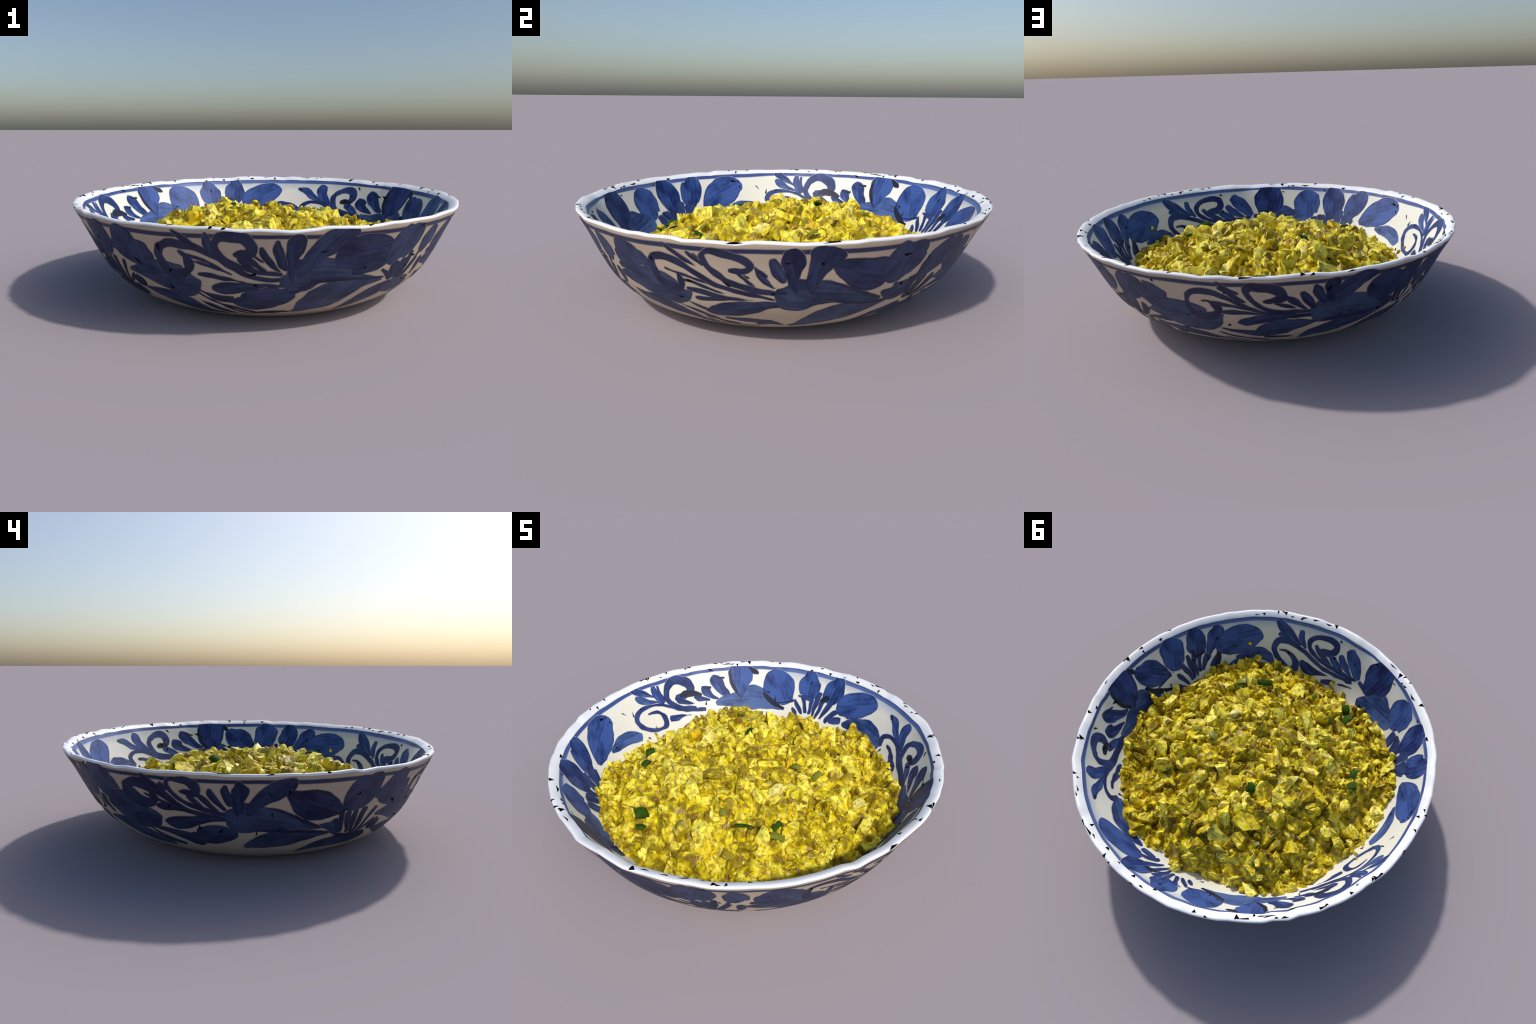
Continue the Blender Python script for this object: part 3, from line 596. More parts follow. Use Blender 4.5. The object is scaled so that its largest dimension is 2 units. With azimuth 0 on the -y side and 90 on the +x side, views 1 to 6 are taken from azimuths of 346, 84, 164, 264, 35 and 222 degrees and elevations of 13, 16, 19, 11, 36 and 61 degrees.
leaf(INSIDE, (141.2, 23.0, 2.5), (137.6, 22.0, 6.7), (133.2, 21.8, 8.5), (128.9, 21.7, 14.0), (124.8, 20.6, 16.1), (120.8, 21.8, 13.6), (116.2, 24.4, 7.2), (112.8, 26.1, 3.4), (109.9, 27.3, 0.8))
petal(INSIDE, (129.9, 20.6, 1.7), (130.3, 16.2, 7.2), (130.2, 11.6, 12.3), (129.9, 6.7, 16.1), (129.8, 2.5, 15.3), (129.5, -0.4, 10.8))
accent(INSIDE, (133.9, 2.1, 1.3), (134.1, 7.1, 2.1), (133.3, 12.6, 2.6), (131.5, 17.8, 1.7), (129.9, 20.4, 0.9))
accent(INSIDE, (126.1, 1.0, 1.7), (124.6, 3.1, 3.4), (122.5, 5.2, 1.3))
stroke(INSIDE, (102.1, 17.6, 2.6), (100.9, 21.4, 2.6), (99.6, 27.0, 2.2))
stroke(INSIDE, (97.6, 14.5, 1.8), (97.9, 19.6, 2.7), (97.7, 27.2, 1.8))
stroke(INSIDE, (94.7, 12.6, 2.7), (95.5, 18.0, 3.6), (95.9, 23.6, 2.7), (95.7, 30.0, 1.3))
stroke(INSIDE, (92.0, 15.4, 3.5), (93.1, 18.8, 3.1), (93.4, 23.1, 2.7), (94.5, 29.5, 1.4))
stroke(INSIDE, (88.1, 13.7, 2.7), (89.3, 18.0, 4.0), (90.3, 22.7, 3.1), (92.0, 28.6, 1.4))
stroke(INSIDE, (84.4, 20.4, 2.2), (86.6, 23.1, 3.5), (88.3, 27.4, 3.2), (88.6, 29.7, 1.8))
stroke(INSIDE, (87.1, 28.1, 2.6), (84.2, 26.3, 5.0), (82.0, 25.6, 3.7))
stroke(INSIDE, (105.5, 20.1, 0.9), (104.4, 22.8, 2.6), (102.6, 26.1, 2.6), (101.3, 28.3, 1.3))
stroke(INSIDE, (106.1, 25.7, 1.7), (104.8, 28.0, 2.5), (103.8, 29.9, 1.3))
petal(INSIDE, (116.8, 3.8, 8.5), (115.2, 8.4, 17.8), (113.5, 13.2, 21.7), (111.8, 17.1, 19.2), (110.0, 20.6, 11.9), (109.2, 22.6, 7.7))
accent(INSIDE, (120.0, 17.6, 1.3), (117.6, 21.2, 3.4), (114.1, 24.6, 3.4), (110.2, 26.9, 1.7))
stroke(INSIDE, (113.3, 23.6, 0.8), (109.5, 22.6, 1.3), (106.1, 20.9, 1.3))
petal(INSIDE, (101.1, 0.1, 4.7), (100.5, 4.1, 9.6), (100.4, 8.3, 14.4), (100.0, 12.3, 14.5), (100.3, 16.2, 10.1), (100.7, 17.6, 6.6))
petal(INSIDE, (89.2, -0.8, 3.4), (88.4, 2.5, 8.5), (88.7, 6.4, 12.6), (89.2, 10.4, 13.9), (90.2, 14.2, 11.2), (90.8, 16.6, 7.1))
accent(INSIDE, (93.7, 17.7, 1.7), (92.0, 15.4, 3.8), (90.5, 14.3, 2.1))
stroke(INSIDE, (104.0, 17.2, 1.3), (101.6, 17.4, 2.1), (98.9, 17.4, 2.1), (98.0, 14.2, 2.2))
leaf(INSIDE, (80.2, 26.7, 2.5), (76.0, 24.3, 6.9), (71.6, 22.3, 8.6), (66.9, 21.5, 10.2), (62.2, 23.1, 8.7), (59.5, 25.8, 7.2), (58.2, 28.0, 3.0))
petal(INSIDE, (84.4, 20.4, 5.2), (81.8, 16.0, 14.9), (77.8, 12.9, 16.4), (73.8, 9.9, 14.8), (70.3, 8.4, 10.0), (68.0, 8.0, 2.7))
petal(INSIDE, (60.2, 6.6, 1.1), (57.0, 7.8, 4.7), (54.5, 11.1, 4.8), (52.0, 13.5, 3.4), (49.0, 15.5, 1.1))
accent(INSIDE, (60.2, 6.6, 1.2), (58.8, 7.6, 2.4))
petal(INSIDE, (48.9, 4.0, 4.5), (49.6, 6.9, 7.1), (49.2, 10.8, 6.6), (47.4, 14.0, 5.2), (45.2, 17.2, 1.1))
stroke(INSIDE, (32.0, 24.4, 2.5), (37.1, 23.5, 3.0), (42.1, 22.1, 3.2), (46.3, 18.2, 3.3), (50.4, 16.2, 2.8), (54.3, 16.2, 2.5), (57.5, 18.7, 3.1), (57.9, 21.4, 3.9), (56.9, 24.4, 3.2))
stroke(INSIDE, (52.8, 21.2, 1.3), (50.1, 22.3, 2.2), (47.6, 24.8, 2.2), (45.2, 24.8, 1.5), (42.0, 25.3, 0.5))
stroke(INSIDE, (31.7, 23.0, 2.5), (36.7, 22.2, 2.5), (40.9, 20.9, 3.2), (43.3, 17.1, 4.0), (43.9, 12.7, 3.9), (42.7, 9.1, 3.1), (39.5, 6.3, 4.0), (36.3, 6.0, 5.3), (34.5, 9.4, 5.5), (35.2, 13.7, 3.7), (37.2, 15.3, 2.6))
petal(INSIDE, (37.2, 16.3, 3.2), (34.7, 18.6, 4.8), (31.9, 21.0, 3.1), (30.1, 22.2, 1.0))
accent(INSIDE, (39.9, 14.9, 2.3), (37.6, 14.3, 3.8), (35.1, 14.7, 2.5))
petal(INSIDE, (29.3, 12.3, 7.3), (29.8, 14.9, 8.0), (27.8, 17.6, 4.7), (22.8, 20.4, 0.8))
petal(INSIDE, (24.2, 6.7, 7.0), (24.9, 9.1, 8.9), (23.1, 12.7, 6.8), (20.5, 16.4, 4.1), (17.6, 18.2, 2.0))
accent(INSIDE, (25.6, 6.0, 1.1), (23.5, 7.7, 1.5), (21.2, 8.4, 1.0))
stroke(INSIDE, (53.3, 21.6, 1.3), (50.4, 22.2, 2.1), (47.5, 24.1, 3.2), (45.3, 26.8, 4.4), (41.1, 27.2, 2.0))
leaf(INSIDE, (22.4, 22.2, 1.9), (18.1, 21.6, 4.9), (15.0, 22.8, 6.1))
leaf(INSIDE, (16.3, 20.4, 6.4), (10.9, 20.9, 12.5), (7.1, 23.1, 10.5), (4.2, 25.8, 6.1), (1.2, 26.9, 2.5))
leaf(INSIDE, (15.3, 25.8, 10.9), (22.2, 25.0, 7.0), (28.1, 23.9, 5.2))
stroke(INSIDE, (28.9, 24.4, 4.7), (35.4, 23.3, 4.0), (41.1, 20.8, 3.2))
leaf(INSIDE, (14.0, 23.7, 13.5), (8.1, 25.7, 12.3), (3.9, 27.3, 7.4), (1.6, 27.5, 2.9))
stroke(INSIDE, (355.6, 32.4, 2.1), (352.3, 32.9, 2.5), (349.2, 33.5, 1.7))
dark_petal(INSIDE, (13.9, 20.9, 1.5), (14.1, 18.1, 7.6), (13.3, 14.2, 14.5), (12.6, 9.8, 17.6), (11.9, 5.0, 18.7), (11.3, 1.4, 18.0), (11.1, -0.5, 13.2))
accent(INSIDE, (17.3, 2.7, 1.5), (17.9, 7.9, 2.7), (17.7, 13.5, 2.8), (15.7, 18.8, 2.4))
accent(INSIDE, (6.0, 1.1, 2.0), (5.3, 3.6, 3.2), (4.3, 6.1, 1.6))
stroke(INSIDE, (341.9, 15.9, 2.5), (342.3, 20.4, 3.4), (342.3, 26.6, 2.6), (342.6, 31.5, 1.3))
stroke(INSIDE, (339.6, 18.4, 3.4), (340.3, 22.2, 3.0), (340.8, 28.1, 2.1), (341.0, 30.7, 0.9))
stroke(INSIDE, (336.8, 18.3, 2.6), (338.1, 23.2, 2.6), (339.0, 28.7, 2.6))
stroke(INSIDE, (333.1, 20.3, 4.8), (335.4, 23.7, 3.5), (337.6, 28.5, 2.1))
stroke(INSIDE, (345.9, 20.6, 3.3), (344.5, 25.5, 3.4), (344.0, 31.6, 2.6))
stroke(INSIDE, (349.2, 24.2, 1.7), (348.6, 27.1, 3.4), (347.4, 31.0, 2.5), (346.7, 33.0, 0.8))
stroke(INSIDE, (329.0, 22.2, 2.6), (330.8, 25.1, 3.9), (333.4, 28.4, 2.6))
stroke(INSIDE, (352.6, 29.6, 1.2), (350.5, 32.4, 1.7))
leaf(INSIDE, (317.5, 27.1, 2.6), (321.8, 30.2, 4.7), (326.4, 33.4, 3.8))
petal(INSIDE, (363.9, 5.4, 3.9), (362.3, 9.1, 12.9), (359.8, 12.7, 17.8), (357.2, 16.2, 15.7), (354.6, 19.0, 9.0), (352.2, 21.4, 1.6))
accent(INSIDE, (5.0, 18.2, 1.6), (2.7, 23.3, 3.2), (0.4, 26.2, 3.7), (-4.9, 30.0, 1.2))
stroke(INSIDE, (359.8, 23.7, 1.3), (355.9, 22.7, 1.8), (352.3, 21.8, 2.2))
petal(INSIDE, (346.1, 1.1, 7.4), (346.4, 4.9, 15.4), (347.1, 10.0, 15.7), (348.0, 14.5, 13.8), (348.9, 18.0, 10.9), (349.7, 20.2, 5.7))
petal(INSIDE, (336.0, 0.8, 6.1), (335.9, 5.2, 11.1), (336.3, 9.5, 13.0), (337.2, 13.5, 12.3), (338.3, 16.9, 7.8), (339.6, 18.4, 3.5))
petal(INSIDE, (326.3, 3.2, 4.5), (326.8, 6.9, 10.0), (328.2, 10.8, 11.0), (330.2, 14.0, 7.7), (331.9, 17.2, 4.7), (332.7, 19.6, 2.6))
accent(INSIDE, (327.7, 18.1, 2.5), (329.1, 24.4, 3.4), (331.0, 30.4, 2.6))
accent(INSIDE, (339.1, 14.1, 2.1), (339.1, 17.8, 2.5), (336.8, 18.3, 1.7), (334.2, 17.0, 2.2))
leaf(INSIDE, (320.8, 26.5, 2.6), (316.3, 25.5, 5.2), (311.8, 24.1, 7.8), (308.0, 25.5, 7.8), (305.3, 28.3, 5.2), (303.8, 30.4, 0.9))
petal(INSIDE, (328.2, 19.8, 4.3), (324.9, 17.3, 14.2), (320.4, 15.0, 18.4), (315.9, 13.6, 18.4), (312.1, 13.1, 14.2), (309.7, 13.6, 8.2), (308.5, 14.4, 1.7))
leaf(INSIDE, (301.7, 1.9, 3.8), (300.0, 5.6, 6.4), (297.7, 8.5, 6.5), (295.6, 11.9, 5.7), (293.5, 14.3, 3.6), (291.4, 15.7, 0.9))
leaf(INSIDE, (301.4, 10.9, 2.2), (299.5, 11.6, 4.4), (297.5, 13.3, 4.4))
petal(INSIDE, (291.8, 6.2, 3.3), (291.9, 10.2, 3.8), (291.1, 13.3, 3.5), (289.5, 17.1, 0.9))
stroke(INSIDE, (264.4, 24.9, 2.6), (272.5, 26.8, 2.6), (279.5, 26.5, 2.7), (284.9, 23.6, 3.0), (290.0, 19.6, 3.1), (294.7, 16.4, 3.5), (298.5, 14.8, 4.4), (301.2, 15.0, 4.3), (302.8, 17.5, 4.2), (303.3, 21.1, 3.8), (302.3, 25.4, 3.5), (300.0, 29.4, 3.5), (296.5, 33.4, 3.9), (293.5, 33.9, 5.1), (292.7, 30.1, 4.8), (293.8, 26.4, 4.0), (295.9, 23.5, 2.7), (298.1, 21.8, 1.8), (301.0, 21.6, 1.1))
dark_petal(INSIDE, (290.4, 26.6, 2.7), (288.4, 29.3, 6.1), (285.1, 31.0, 6.4), (281.1, 30.7, 3.0), (276.2, 29.7, 0.3))
stroke(INSIDE, (263.0, 21.9, 1.8), (266.6, 23.1, 2.7), (271.7, 23.7, 3.1), (278.6, 23.1, 2.7), (283.8, 20.7, 2.7), (287.2, 17.0, 3.1), (288.2, 13.4, 3.0), (287.3, 9.9, 3.3), (284.4, 7.0, 3.3), (280.6, 6.1, 3.9), (277.2, 7.3, 4.5), (276.2, 10.2, 4.3), (277.3, 13.8, 4.5), (280.3, 15.4, 4.7), (282.7, 15.5, 2.6))
stroke(INSIDE, (285.2, 13.3, 1.8), (283.7, 16.1, 3.6), (281.4, 18.8, 3.6), (278.9, 20.5, 2.8), (276.6, 21.8, 0.5))
petal(INSIDE, (277.7, 15.9, 2.8), (275.4, 18.9, 5.1), (272.9, 20.8, 4.2), (270.4, 22.5, 1.4))
petal(INSIDE, (273.5, 12.7, 2.3), (272.0, 15.8, 5.1), (269.4, 18.8, 4.2), (265.5, 22.0, 1.0))
petal(INSIDE, (270.4, 6.8, 5.5), (268.6, 9.8, 8.4), (266.5, 13.1, 9.0), (264.5, 16.9, 7.2), (262.7, 20.6, 4.4))
stroke(INSIDE, (278.1, 34.9, 2.5), (273.9, 33.1, 3.8), (272.2, 32.8, 2.5))
stroke(INSIDE, (269.7, 31.3, 0.8), (266.9, 29.8, 1.7), (263.0, 28.1, 0.4))
leaf(INSIDE, (261.0, 20.9, 2.3), (257.9, 22.3, 3.8), (252.9, 22.5, 5.3), (249.7, 19.9, 6.8), (246.6, 18.4, 8.3), (243.5, 19.9, 6.6), (240.9, 22.4, 4.4), (238.2, 24.6, 2.2))
dark_petal(INSIDE, (252.9, -0.4, 13.0), (253.4, 3.5, 16.2), (253.8, 8.1, 20.5), (254.1, 12.2, 20.5), (254.6, 16.4, 16.5), (255.3, 20.1, 11.7), (255.9, 23.2, 6.6))
petal(INSIDE, (237.4, 4.2, 9.2), (236.9, 7.5, 17.0), (236.3, 11.6, 18.6), (236.2, 15.8, 17.6), (236.2, 19.2, 15.5), (235.4, 22.1, 9.1))
stroke(INSIDE, (224.5, 21.6, 3.0), (223.9, 24.9, 2.6), (223.3, 27.8, 1.7))
stroke(INSIDE, (220.2, 20.5, 2.7), (220.6, 24.7, 2.3), (221.1, 27.9, 1.9))
stroke(INSIDE, (216.5, 19.4, 4.6), (216.8, 22.4, 3.7), (217.6, 26.7, 1.9))
petal(INSIDE, (225.2, 0.7, 8.6), (224.6, 4.9, 13.7), (223.9, 9.4, 16.4), (223.5, 13.5, 14.9), (223.4, 17.7, 11.4), (223.3, 21.4, 6.6))
petal(INSIDE, (212.2, 1.2, 6.4), (211.6, 4.8, 12.3), (212.6, 9.1, 15.1), (213.7, 13.4, 13.1), (214.5, 17.7, 8.9), (214.7, 21.9, 5.1))
leaf(INSIDE, (198.0, 23.3, 2.3), (193.3, 23.0, 6.1), (188.9, 23.0, 7.9), (184.3, 24.9, 7.4), (180.9, 27.6, 5.1))
petal(INSIDE, (208.0, 22.0, 2.8), (204.4, 17.8, 13.0), (200.8, 14.0, 18.1), (196.9, 10.8, 19.0), (193.2, 8.9, 13.6), (190.3, 8.3, 4.8))
stroke(INSIDE, (213.9, 16.8, 5.3), (215.2, 24.0, 4.5), (218.6, 31.8, 1.3))
stroke(INSIDE, (212.9, 21.0, 4.4), (214.8, 26.8, 3.5), (217.2, 32.0, 0.8))
stroke(INSIDE, (219.2, 16.7, 4.8), (220.4, 24.1, 3.9), (221.9, 31.4, 1.1))
stroke(INSIDE, (228.0, 20.6, 3.1), (226.7, 24.8, 5.8), (225.3, 30.7, 1.8))
stroke(INSIDE, (231.8, 22.1, 4.1), (230.5, 27.7, 5.9), (228.7, 32.8, 1.8))
leaf(INSIDE, (256.8, 32.5, 4.9), (252.1, 29.1, 11.6), (247.2, 25.5, 17.3), (241.5, 24.3, 13.8), (236.4, 26.3, 4.5))
stroke(INSIDE, (232.1, 22.4, 3.3), (230.2, 27.1, 3.6), (228.4, 31.2, 1.6))
stroke(INSIDE, (229.4, 20.5, 3.4), (227.4, 26.1, 2.9), (225.0, 30.2, 1.0))
stroke(INSIDE, (224.6, 18.7, 5.7), (223.9, 24.2, 3.3), (222.4, 30.9, 0.9))
stroke(INSIDE, (219.4, 16.2, 5.9), (220.1, 23.6, 4.7), (219.2, 31.6, 1.2))
stroke(INSIDE, (214.8, 19.3, 6.5), (215.8, 25.9, 5.0), (216.2, 31.2, 1.4))
petal(OUTSIDE, (117.3, 20.5, 3.0), (116.3, 17.0, 8.0), (115.5, 12.0, 12.0), (114.8, 7.0, 13.0), (114.3, 3.0, 9.0))
petal(OUTSIDE, (121.0, 20.0, 3.0), (122.0, 17.0, 8.0), (123.0, 12.0, 11.5), (123.8, 7.0, 12.0), (124.3, 3.5, 8.0))


# ------------------------------------------------------------------ chips in the glaze
def build_chips():
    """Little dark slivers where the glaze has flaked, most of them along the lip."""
    verts, faces = [], []
    lip_curve, lip_len = LIP

    def on_lip(theta, q, lift=.0012):
        r, z = np.interp(q, lip_len, lip_curve[:, 0]), np.interp(q, lip_len, lip_curve[:, 1])
        a = np.interp(q + .002, lip_len, lip_curve[:, 0]) - np.interp(q - .002, lip_len, lip_curve[:, 0])
        b = np.interp(q + .002, lip_len, lip_curve[:, 1]) - np.interp(q - .002, lip_len, lip_curve[:, 1])
        n = math.hypot(a, b)
        return settle(theta, r + lift * b / n, z - lift * a / n, 1.0)

    def lip_chip(theta, q, long, wide, skew):
        ts = [theta, theta + long, theta + long * (.45 + skew)]
        qs = [q, q + wide * .2, q + wide]
        # subdivided so that the chip hugs the rounded lip
        n, base, rows = 5, len(verts), []
        for i in range(n + 1):
            row = []
            for j in range(n + 1 - i):
                a, b = i / n, j / n
                th = ts[0] + a * (ts[1] - ts[0]) + b * (ts[2] - ts[0])
                qq = qs[0] + a * (qs[1] - qs[0]) + b * (qs[2] - qs[0])
                row.append(len(verts))
                verts.append(on_lip(th, min(max(qq, 0), lip_len[-1])))
            rows.append(row)
        for i in range(n):
            for j in range(n - i):
                faces.append((rows[i][j], rows[i + 1][j], rows[i][j + 1]))
                if j < n - i - 1:
                    faces.append((rows[i + 1][j], rows[i + 1][j + 1], rows[i][j + 1]))

    for _ in range(70):
        flat = rng.random() < .5
        lip_chip(rng.uniform(0, 6.283), rng.uniform(0, lip_len[-1] * .85), rng.uniform(.02, .075) if flat else rng.uniform(.012, .032),
                 rng.uniform(.007, .014) if flat else rng.uniform(.014, .034), rng.uniform(-.5, .5))
    for side, n in ((OUTSIDE, 50), (INSIDE, 45)):
        for _ in range(n):
            th, t = rng.uniform(0, 6.283), rng.uniform(0, .33) ** 1.0
            turn, long, wide = rng.uniform(0, 6.283), rng.uniform(.012, .045), rng.uniform(.004, .012)
            c, s = math.cos(turn), math.sin(turn)
            tri = [(0, 0), (long, wide * .3), (long * rng.uniform(.5, 1.0), -wide)]
            base = len(verts)
            for a, b in tri:
                verts.append(wall_point(side, th + (a * c - b * s) / .93, max(t + a * s + b * c, 0), .0026))
            faces.append((base, base + 1, base + 2))
    ob = make_object("glaze_chips", verts, faces, [chip_black], wall, smooth=False)
    ob["kind"] = "stuff"


build_chips()


# ------------------------------------------------------------------ egg salad
def egg_material(name, stops, veins, scale, per_object):
    m, nt, b = new_material(name, .42, .30)
    c = object_coords(nt)
    info = nt.nodes.new("ShaderNodeObjectInfo")
    if per_object:
        add = nt.nodes.new("ShaderNodeVectorMath")
        add.operation = "MULTIPLY_ADD"
        nt.links.new(info.outputs["Random"], add.inputs[0])
        add.inputs[1].default_value = (37, 53, 71)
        nt.links.new(c, add.inputs[2])
        c = add.outputs[0]
    tone = noise(nt, c, scale, 3, .55)
    if per_object:
        tone = math_node(nt, "ADD", tone, math_node(nt, "MULTIPLY", math_node(nt, "SUBTRACT", info.outputs["Random"], .5), .44))
    colour = ramp(nt, tone, stops)
    vein = ramp(nt, noise(nt, c, scale * 2.4, 4, .6), [(.47, 0.0), (.66, 1.0)])
    colour = mix_colour(nt, math_node(nt, "MULTIPLY", vein, .88), colour, veins)
    nt.links.new(colour, b.inputs["Base Color"])
    b.inputs["Subsurface Weight"].default_value = .0
    bump(nt, b, noise(nt, c, scale * 2.5, 3), .5, .008)
    return m


OLIVE, YELLOW, PALE, ORANGE, BROWN = (.34, .265, .008), (.78, .625, .008), (.97, .86, .10), (.74, .50, .012), (.23, .11, .025)  # PALE lightened to the brightness of egg facets in direct sun
egg_yellow = egg_material("egg_yellow", [(.32, OLIVE), (.45, YELLOW), (.62, PALE)], BROWN, .9, True)
egg_orange = egg_material("egg_yolk", [(.35, ORANGE), (.6, (.86, .66, .02))], (.36, .14, .01), .9, True)
egg_white = egg_material("egg_white", [(.35, (.80, .68, .05)), (.65, (.88, .82, .25))], (.45, .30, .03), .9, True)
egg_mash = egg_material("egg_mash", [(.30, (.20, .13, .008)), (.43, OLIVE), (.53, YELLOW), (.67, PALE)], BROWN, 16, False)  # lowest stop darkened to paint crevice shadow between chunks
herb_green = plain_material("herb_green", (.020, .055, .005), (.050, .105, .010), 3, .6, .08)
herb_olive = plain_material("herb_olive", (.10, .14, .012), (.30, .28, .02), 18, .45, .35)


# broad swells and hollows left by the spoon: x, y, rise, spread
SWELLS = [(.66, .29, .060, .08), (.28, -.08, .045, .06), (.47, -.53, .055, .08), (.63, -.31, .040, .08), (-.07, -.65, .030, .08),
          (-.61, -.35, .045, .07), (-.06, .67, .055, .08), (-.46, .49, .035, .08), (-.10, -.42, .030, .07),
          (.48, .39, -.040, .08), (.05, .49, -.035, .07), (.49, -.04, -.045, .06), (-.45, .15, -.030, .08), (-.33, -.42, -.035, .07),
          (.27, .38, -.030, .06), (-.68, -.19, -.030, .06)]


def mound(x, y):
    """Height of the heap: a low dome, a little fuller towards +x."""
    r2 = x * x + y * y
    z = .388 - .031 * x + .018 * y - .20 * x * x - .046 * x * y - .20 * y * y - .33 * r2 * r2 + .090 * x * r2 - .006 * y * r2
    for cx, cy, rise, spread in SWELLS:
        z = z + rise * np.exp(-((x - cx) ** 2 + (y - cy) ** 2) / (2 * spread * spread))
    return z


def inner_height(r):
    curve, _ = WALL[INSIDE]
    return np.interp(r, curve[::-1, 0], curve[::-1, 1])


# ragged outline of the heap on the wall: angle in degrees, radius
OUTLINE = [(0, .80), (12, .81), (21, .805), (29, .825), (43, .79), (54, .80), (70, .815), (76, .78), (86, .74), (96, .77), (105, .715), (120, .735),
           (133, .785), (150, .79), (161, .76), (175, .735), (180, .78), (195, .775), (211, .81), (235, .79), (249, .77), (266, .745),
           (281, .76), (302, .785), (316, .805), (335, .79), (346, .765)]


def heap_radius(theta):
    """How far the heap spreads over the wall, ragged at the edge."""
    a, r = np.array(OUTLINE).T
    return np.interp(np.degrees(theta) % 360, a, r, period=360) + .006 * np.sin(23 * theta + 1)


def broken_surface(x, y, count, reach, step, tilt):
    """Terraces of tipped facets, one per cell, as in something roughly chopped."""
    cx, cy = rng.uniform(-reach, reach, count), rng.uniform(-reach, reach, count)
    h, gx, gy = rng.normal(0, step, count), rng.normal(0, tilt, count), rng.normal(0, tilt, count)
    nearest = np.empty(x.shape, int)
    for a in range(x.shape[0]):
        nearest[a] = ((x[a][:, None] - cx) ** 2 + (y[a][:, None] - cy) ** 2).argmin(1)
    return h[nearest] + gx[nearest] * (x - cx[nearest]) + gy[nearest] * (y - cy[nearest])


def relief_map():
    """Height of the broken surface over a square grid, sampled later by the mash and the chunks."""
    side = np.linspace(-.9, .9, 300)
    x, y = np.meshgrid(side, side, indexing="ij")
    wx = x + .012 * np.sin(31 * y + 1) + .008 * np.sin(53 * x + 2)
    wy = y + .012 * np.sin(29 * x + 4) + .008 * np.sin(47 * y)
    ridges = .016 * np.sin(9 * x + 3 * np.sin(5 * y + 1) + 1) + .014 * np.sin(11 * y + 3 * np.sin(6 * x) + 2) + .010 * np.sin(15 * (x + y) + 2 * np.sin(9 * x))
    z = .5 * ridges + broken_surface(wx, wy, 500, .9, .012, .30) + broken_surface(wx, wy, 2400, .9, .004, .30) - .012
    return side, z


RELIEF_SIDE, RELIEF = relief_map()


def relief(x, y):
    s = RELIEF_SIDE
    u, v = (np.clip((np.asarray(w) - s[0]) / (s[1] - s[0]), 0, len(s) - 1.001) for w in (x, y))
    i, j = u.astype(int), v.astype(int)
    a, b = u - i, v - j
    return RELIEF[i, j] * (1 - a) * (1 - b) + RELIEF[i + 1, j] * a * (1 - b) + RELIEF[i, j + 1] * (1 - a) * b + RELIEF[i + 1, j + 1] * a * b


def heap_top(x, y):
    r = np.hypot(x, y)
    floor = inner_height(r) + .017 * y
    settle_down = np.clip((1.03 - r / heap_radius(np.arctan2(y, x))) / .11, 0.10, 1) ** .5
    return floor + np.maximum(mound(x, y) - floor, .03) * settle_down


def build_mash():
    n_round, n_ring = 520, 130
    verts, faces = [], []
    theta = np.linspace(0, 2 * math.pi, n_round, endpoint=False)
    for i in range(n_ring + 1):
        f = i / n_ring
        r = heap_radius(theta) * f ** .75 * 1.02
        x, y = r * np.cos(theta), r * np.sin(theta)
        floor = inner_height(r) + .017 * y
        z = np.maximum(heap_top(x, y) + relief(x, y) * min(1, (1 - f) * 6 + .3), floor + .008)
        if f > .96:
            z = z + (floor - .012 - z) * ((f - .96) / .04)
        verts.append(np.stack([x, y, z], -1))
    for f in (.9, .6, .3):                        # underside, resting on the bowl
        r = heap_radius(theta) * f
        verts.append(np.stack([r * np.cos(theta), r * np.sin(theta), inner_height(r) + .017 * r * np.sin(theta) + .001], -1))
    rows = len(verts)
    for i in range(rows - 1):
        for j in range(n_round):
            k = (j + 1) % n_round
            faces.append((i * n_round + j, (i + 1) * n_round + j, (i + 1) * n_round + k, i * n_round + k))
    faces.append(tuple(range((rows - 1) * n_round, rows * n_round)))
    ob = make_object("egg_mash", np.concatenate(verts), faces, [egg_mash], salad, smooth=True)
    ob.data.set_sharp_from_angle(angle=math.radians(38))
    ob["kind"] = "stuff"


build_mash()


def chunk_mesh(name, seed):
    """A chopped lump: a few knife cuts round a core, the cuts softened and crumpled."""
    r = np.random.default_rng(seed)
    bm = bmesh.new()
    bmesh.ops.create_icosphere(bm, subdivisions=3, radius=1)
    cuts = r.normal(0, 1, (int(r.integers(7, 10)), 3))
    cuts /= np.linalg.norm(cuts, axis=1)[:, None]
    depth = r.uniform(.45, .95, len(cuts))
    stretch = np.array([1.15, r.uniform(.7, 1), r.uniform(.6, .95)])
    dents = r.normal(0, 1, (7, 3))
    dents /= np.linalg.norm(dents, axis=1)[:, None]
    for v in bm.verts:
        d = np.array(v.co)
        facing = cuts @ d
        reach = min(1.25, (depth / np.maximum(facing, .05)).min())
        crumple = .06 * np.sin(5 * d[0] + seed) * np.sin(4 * d[1] + 2 * seed) + .04 * np.sin(11 * d[2] + 7 * d[0] + seed)
        hollow = .28 * np.exp(-((1 - dents @ d) / .10)).max() * .6
        v.co = Vector(d * (reach + crumple - hollow) * stretch)
    bm.normal_update()
    me = bpy.data.meshes.new(name)
    bm.to_mesh(me)
    bm.free()
    me.polygons.foreach_set("use_smooth", np.full(len(me.polygons), True))
    me.set_sharp_from_angle(angle=math.radians(38))
    return me


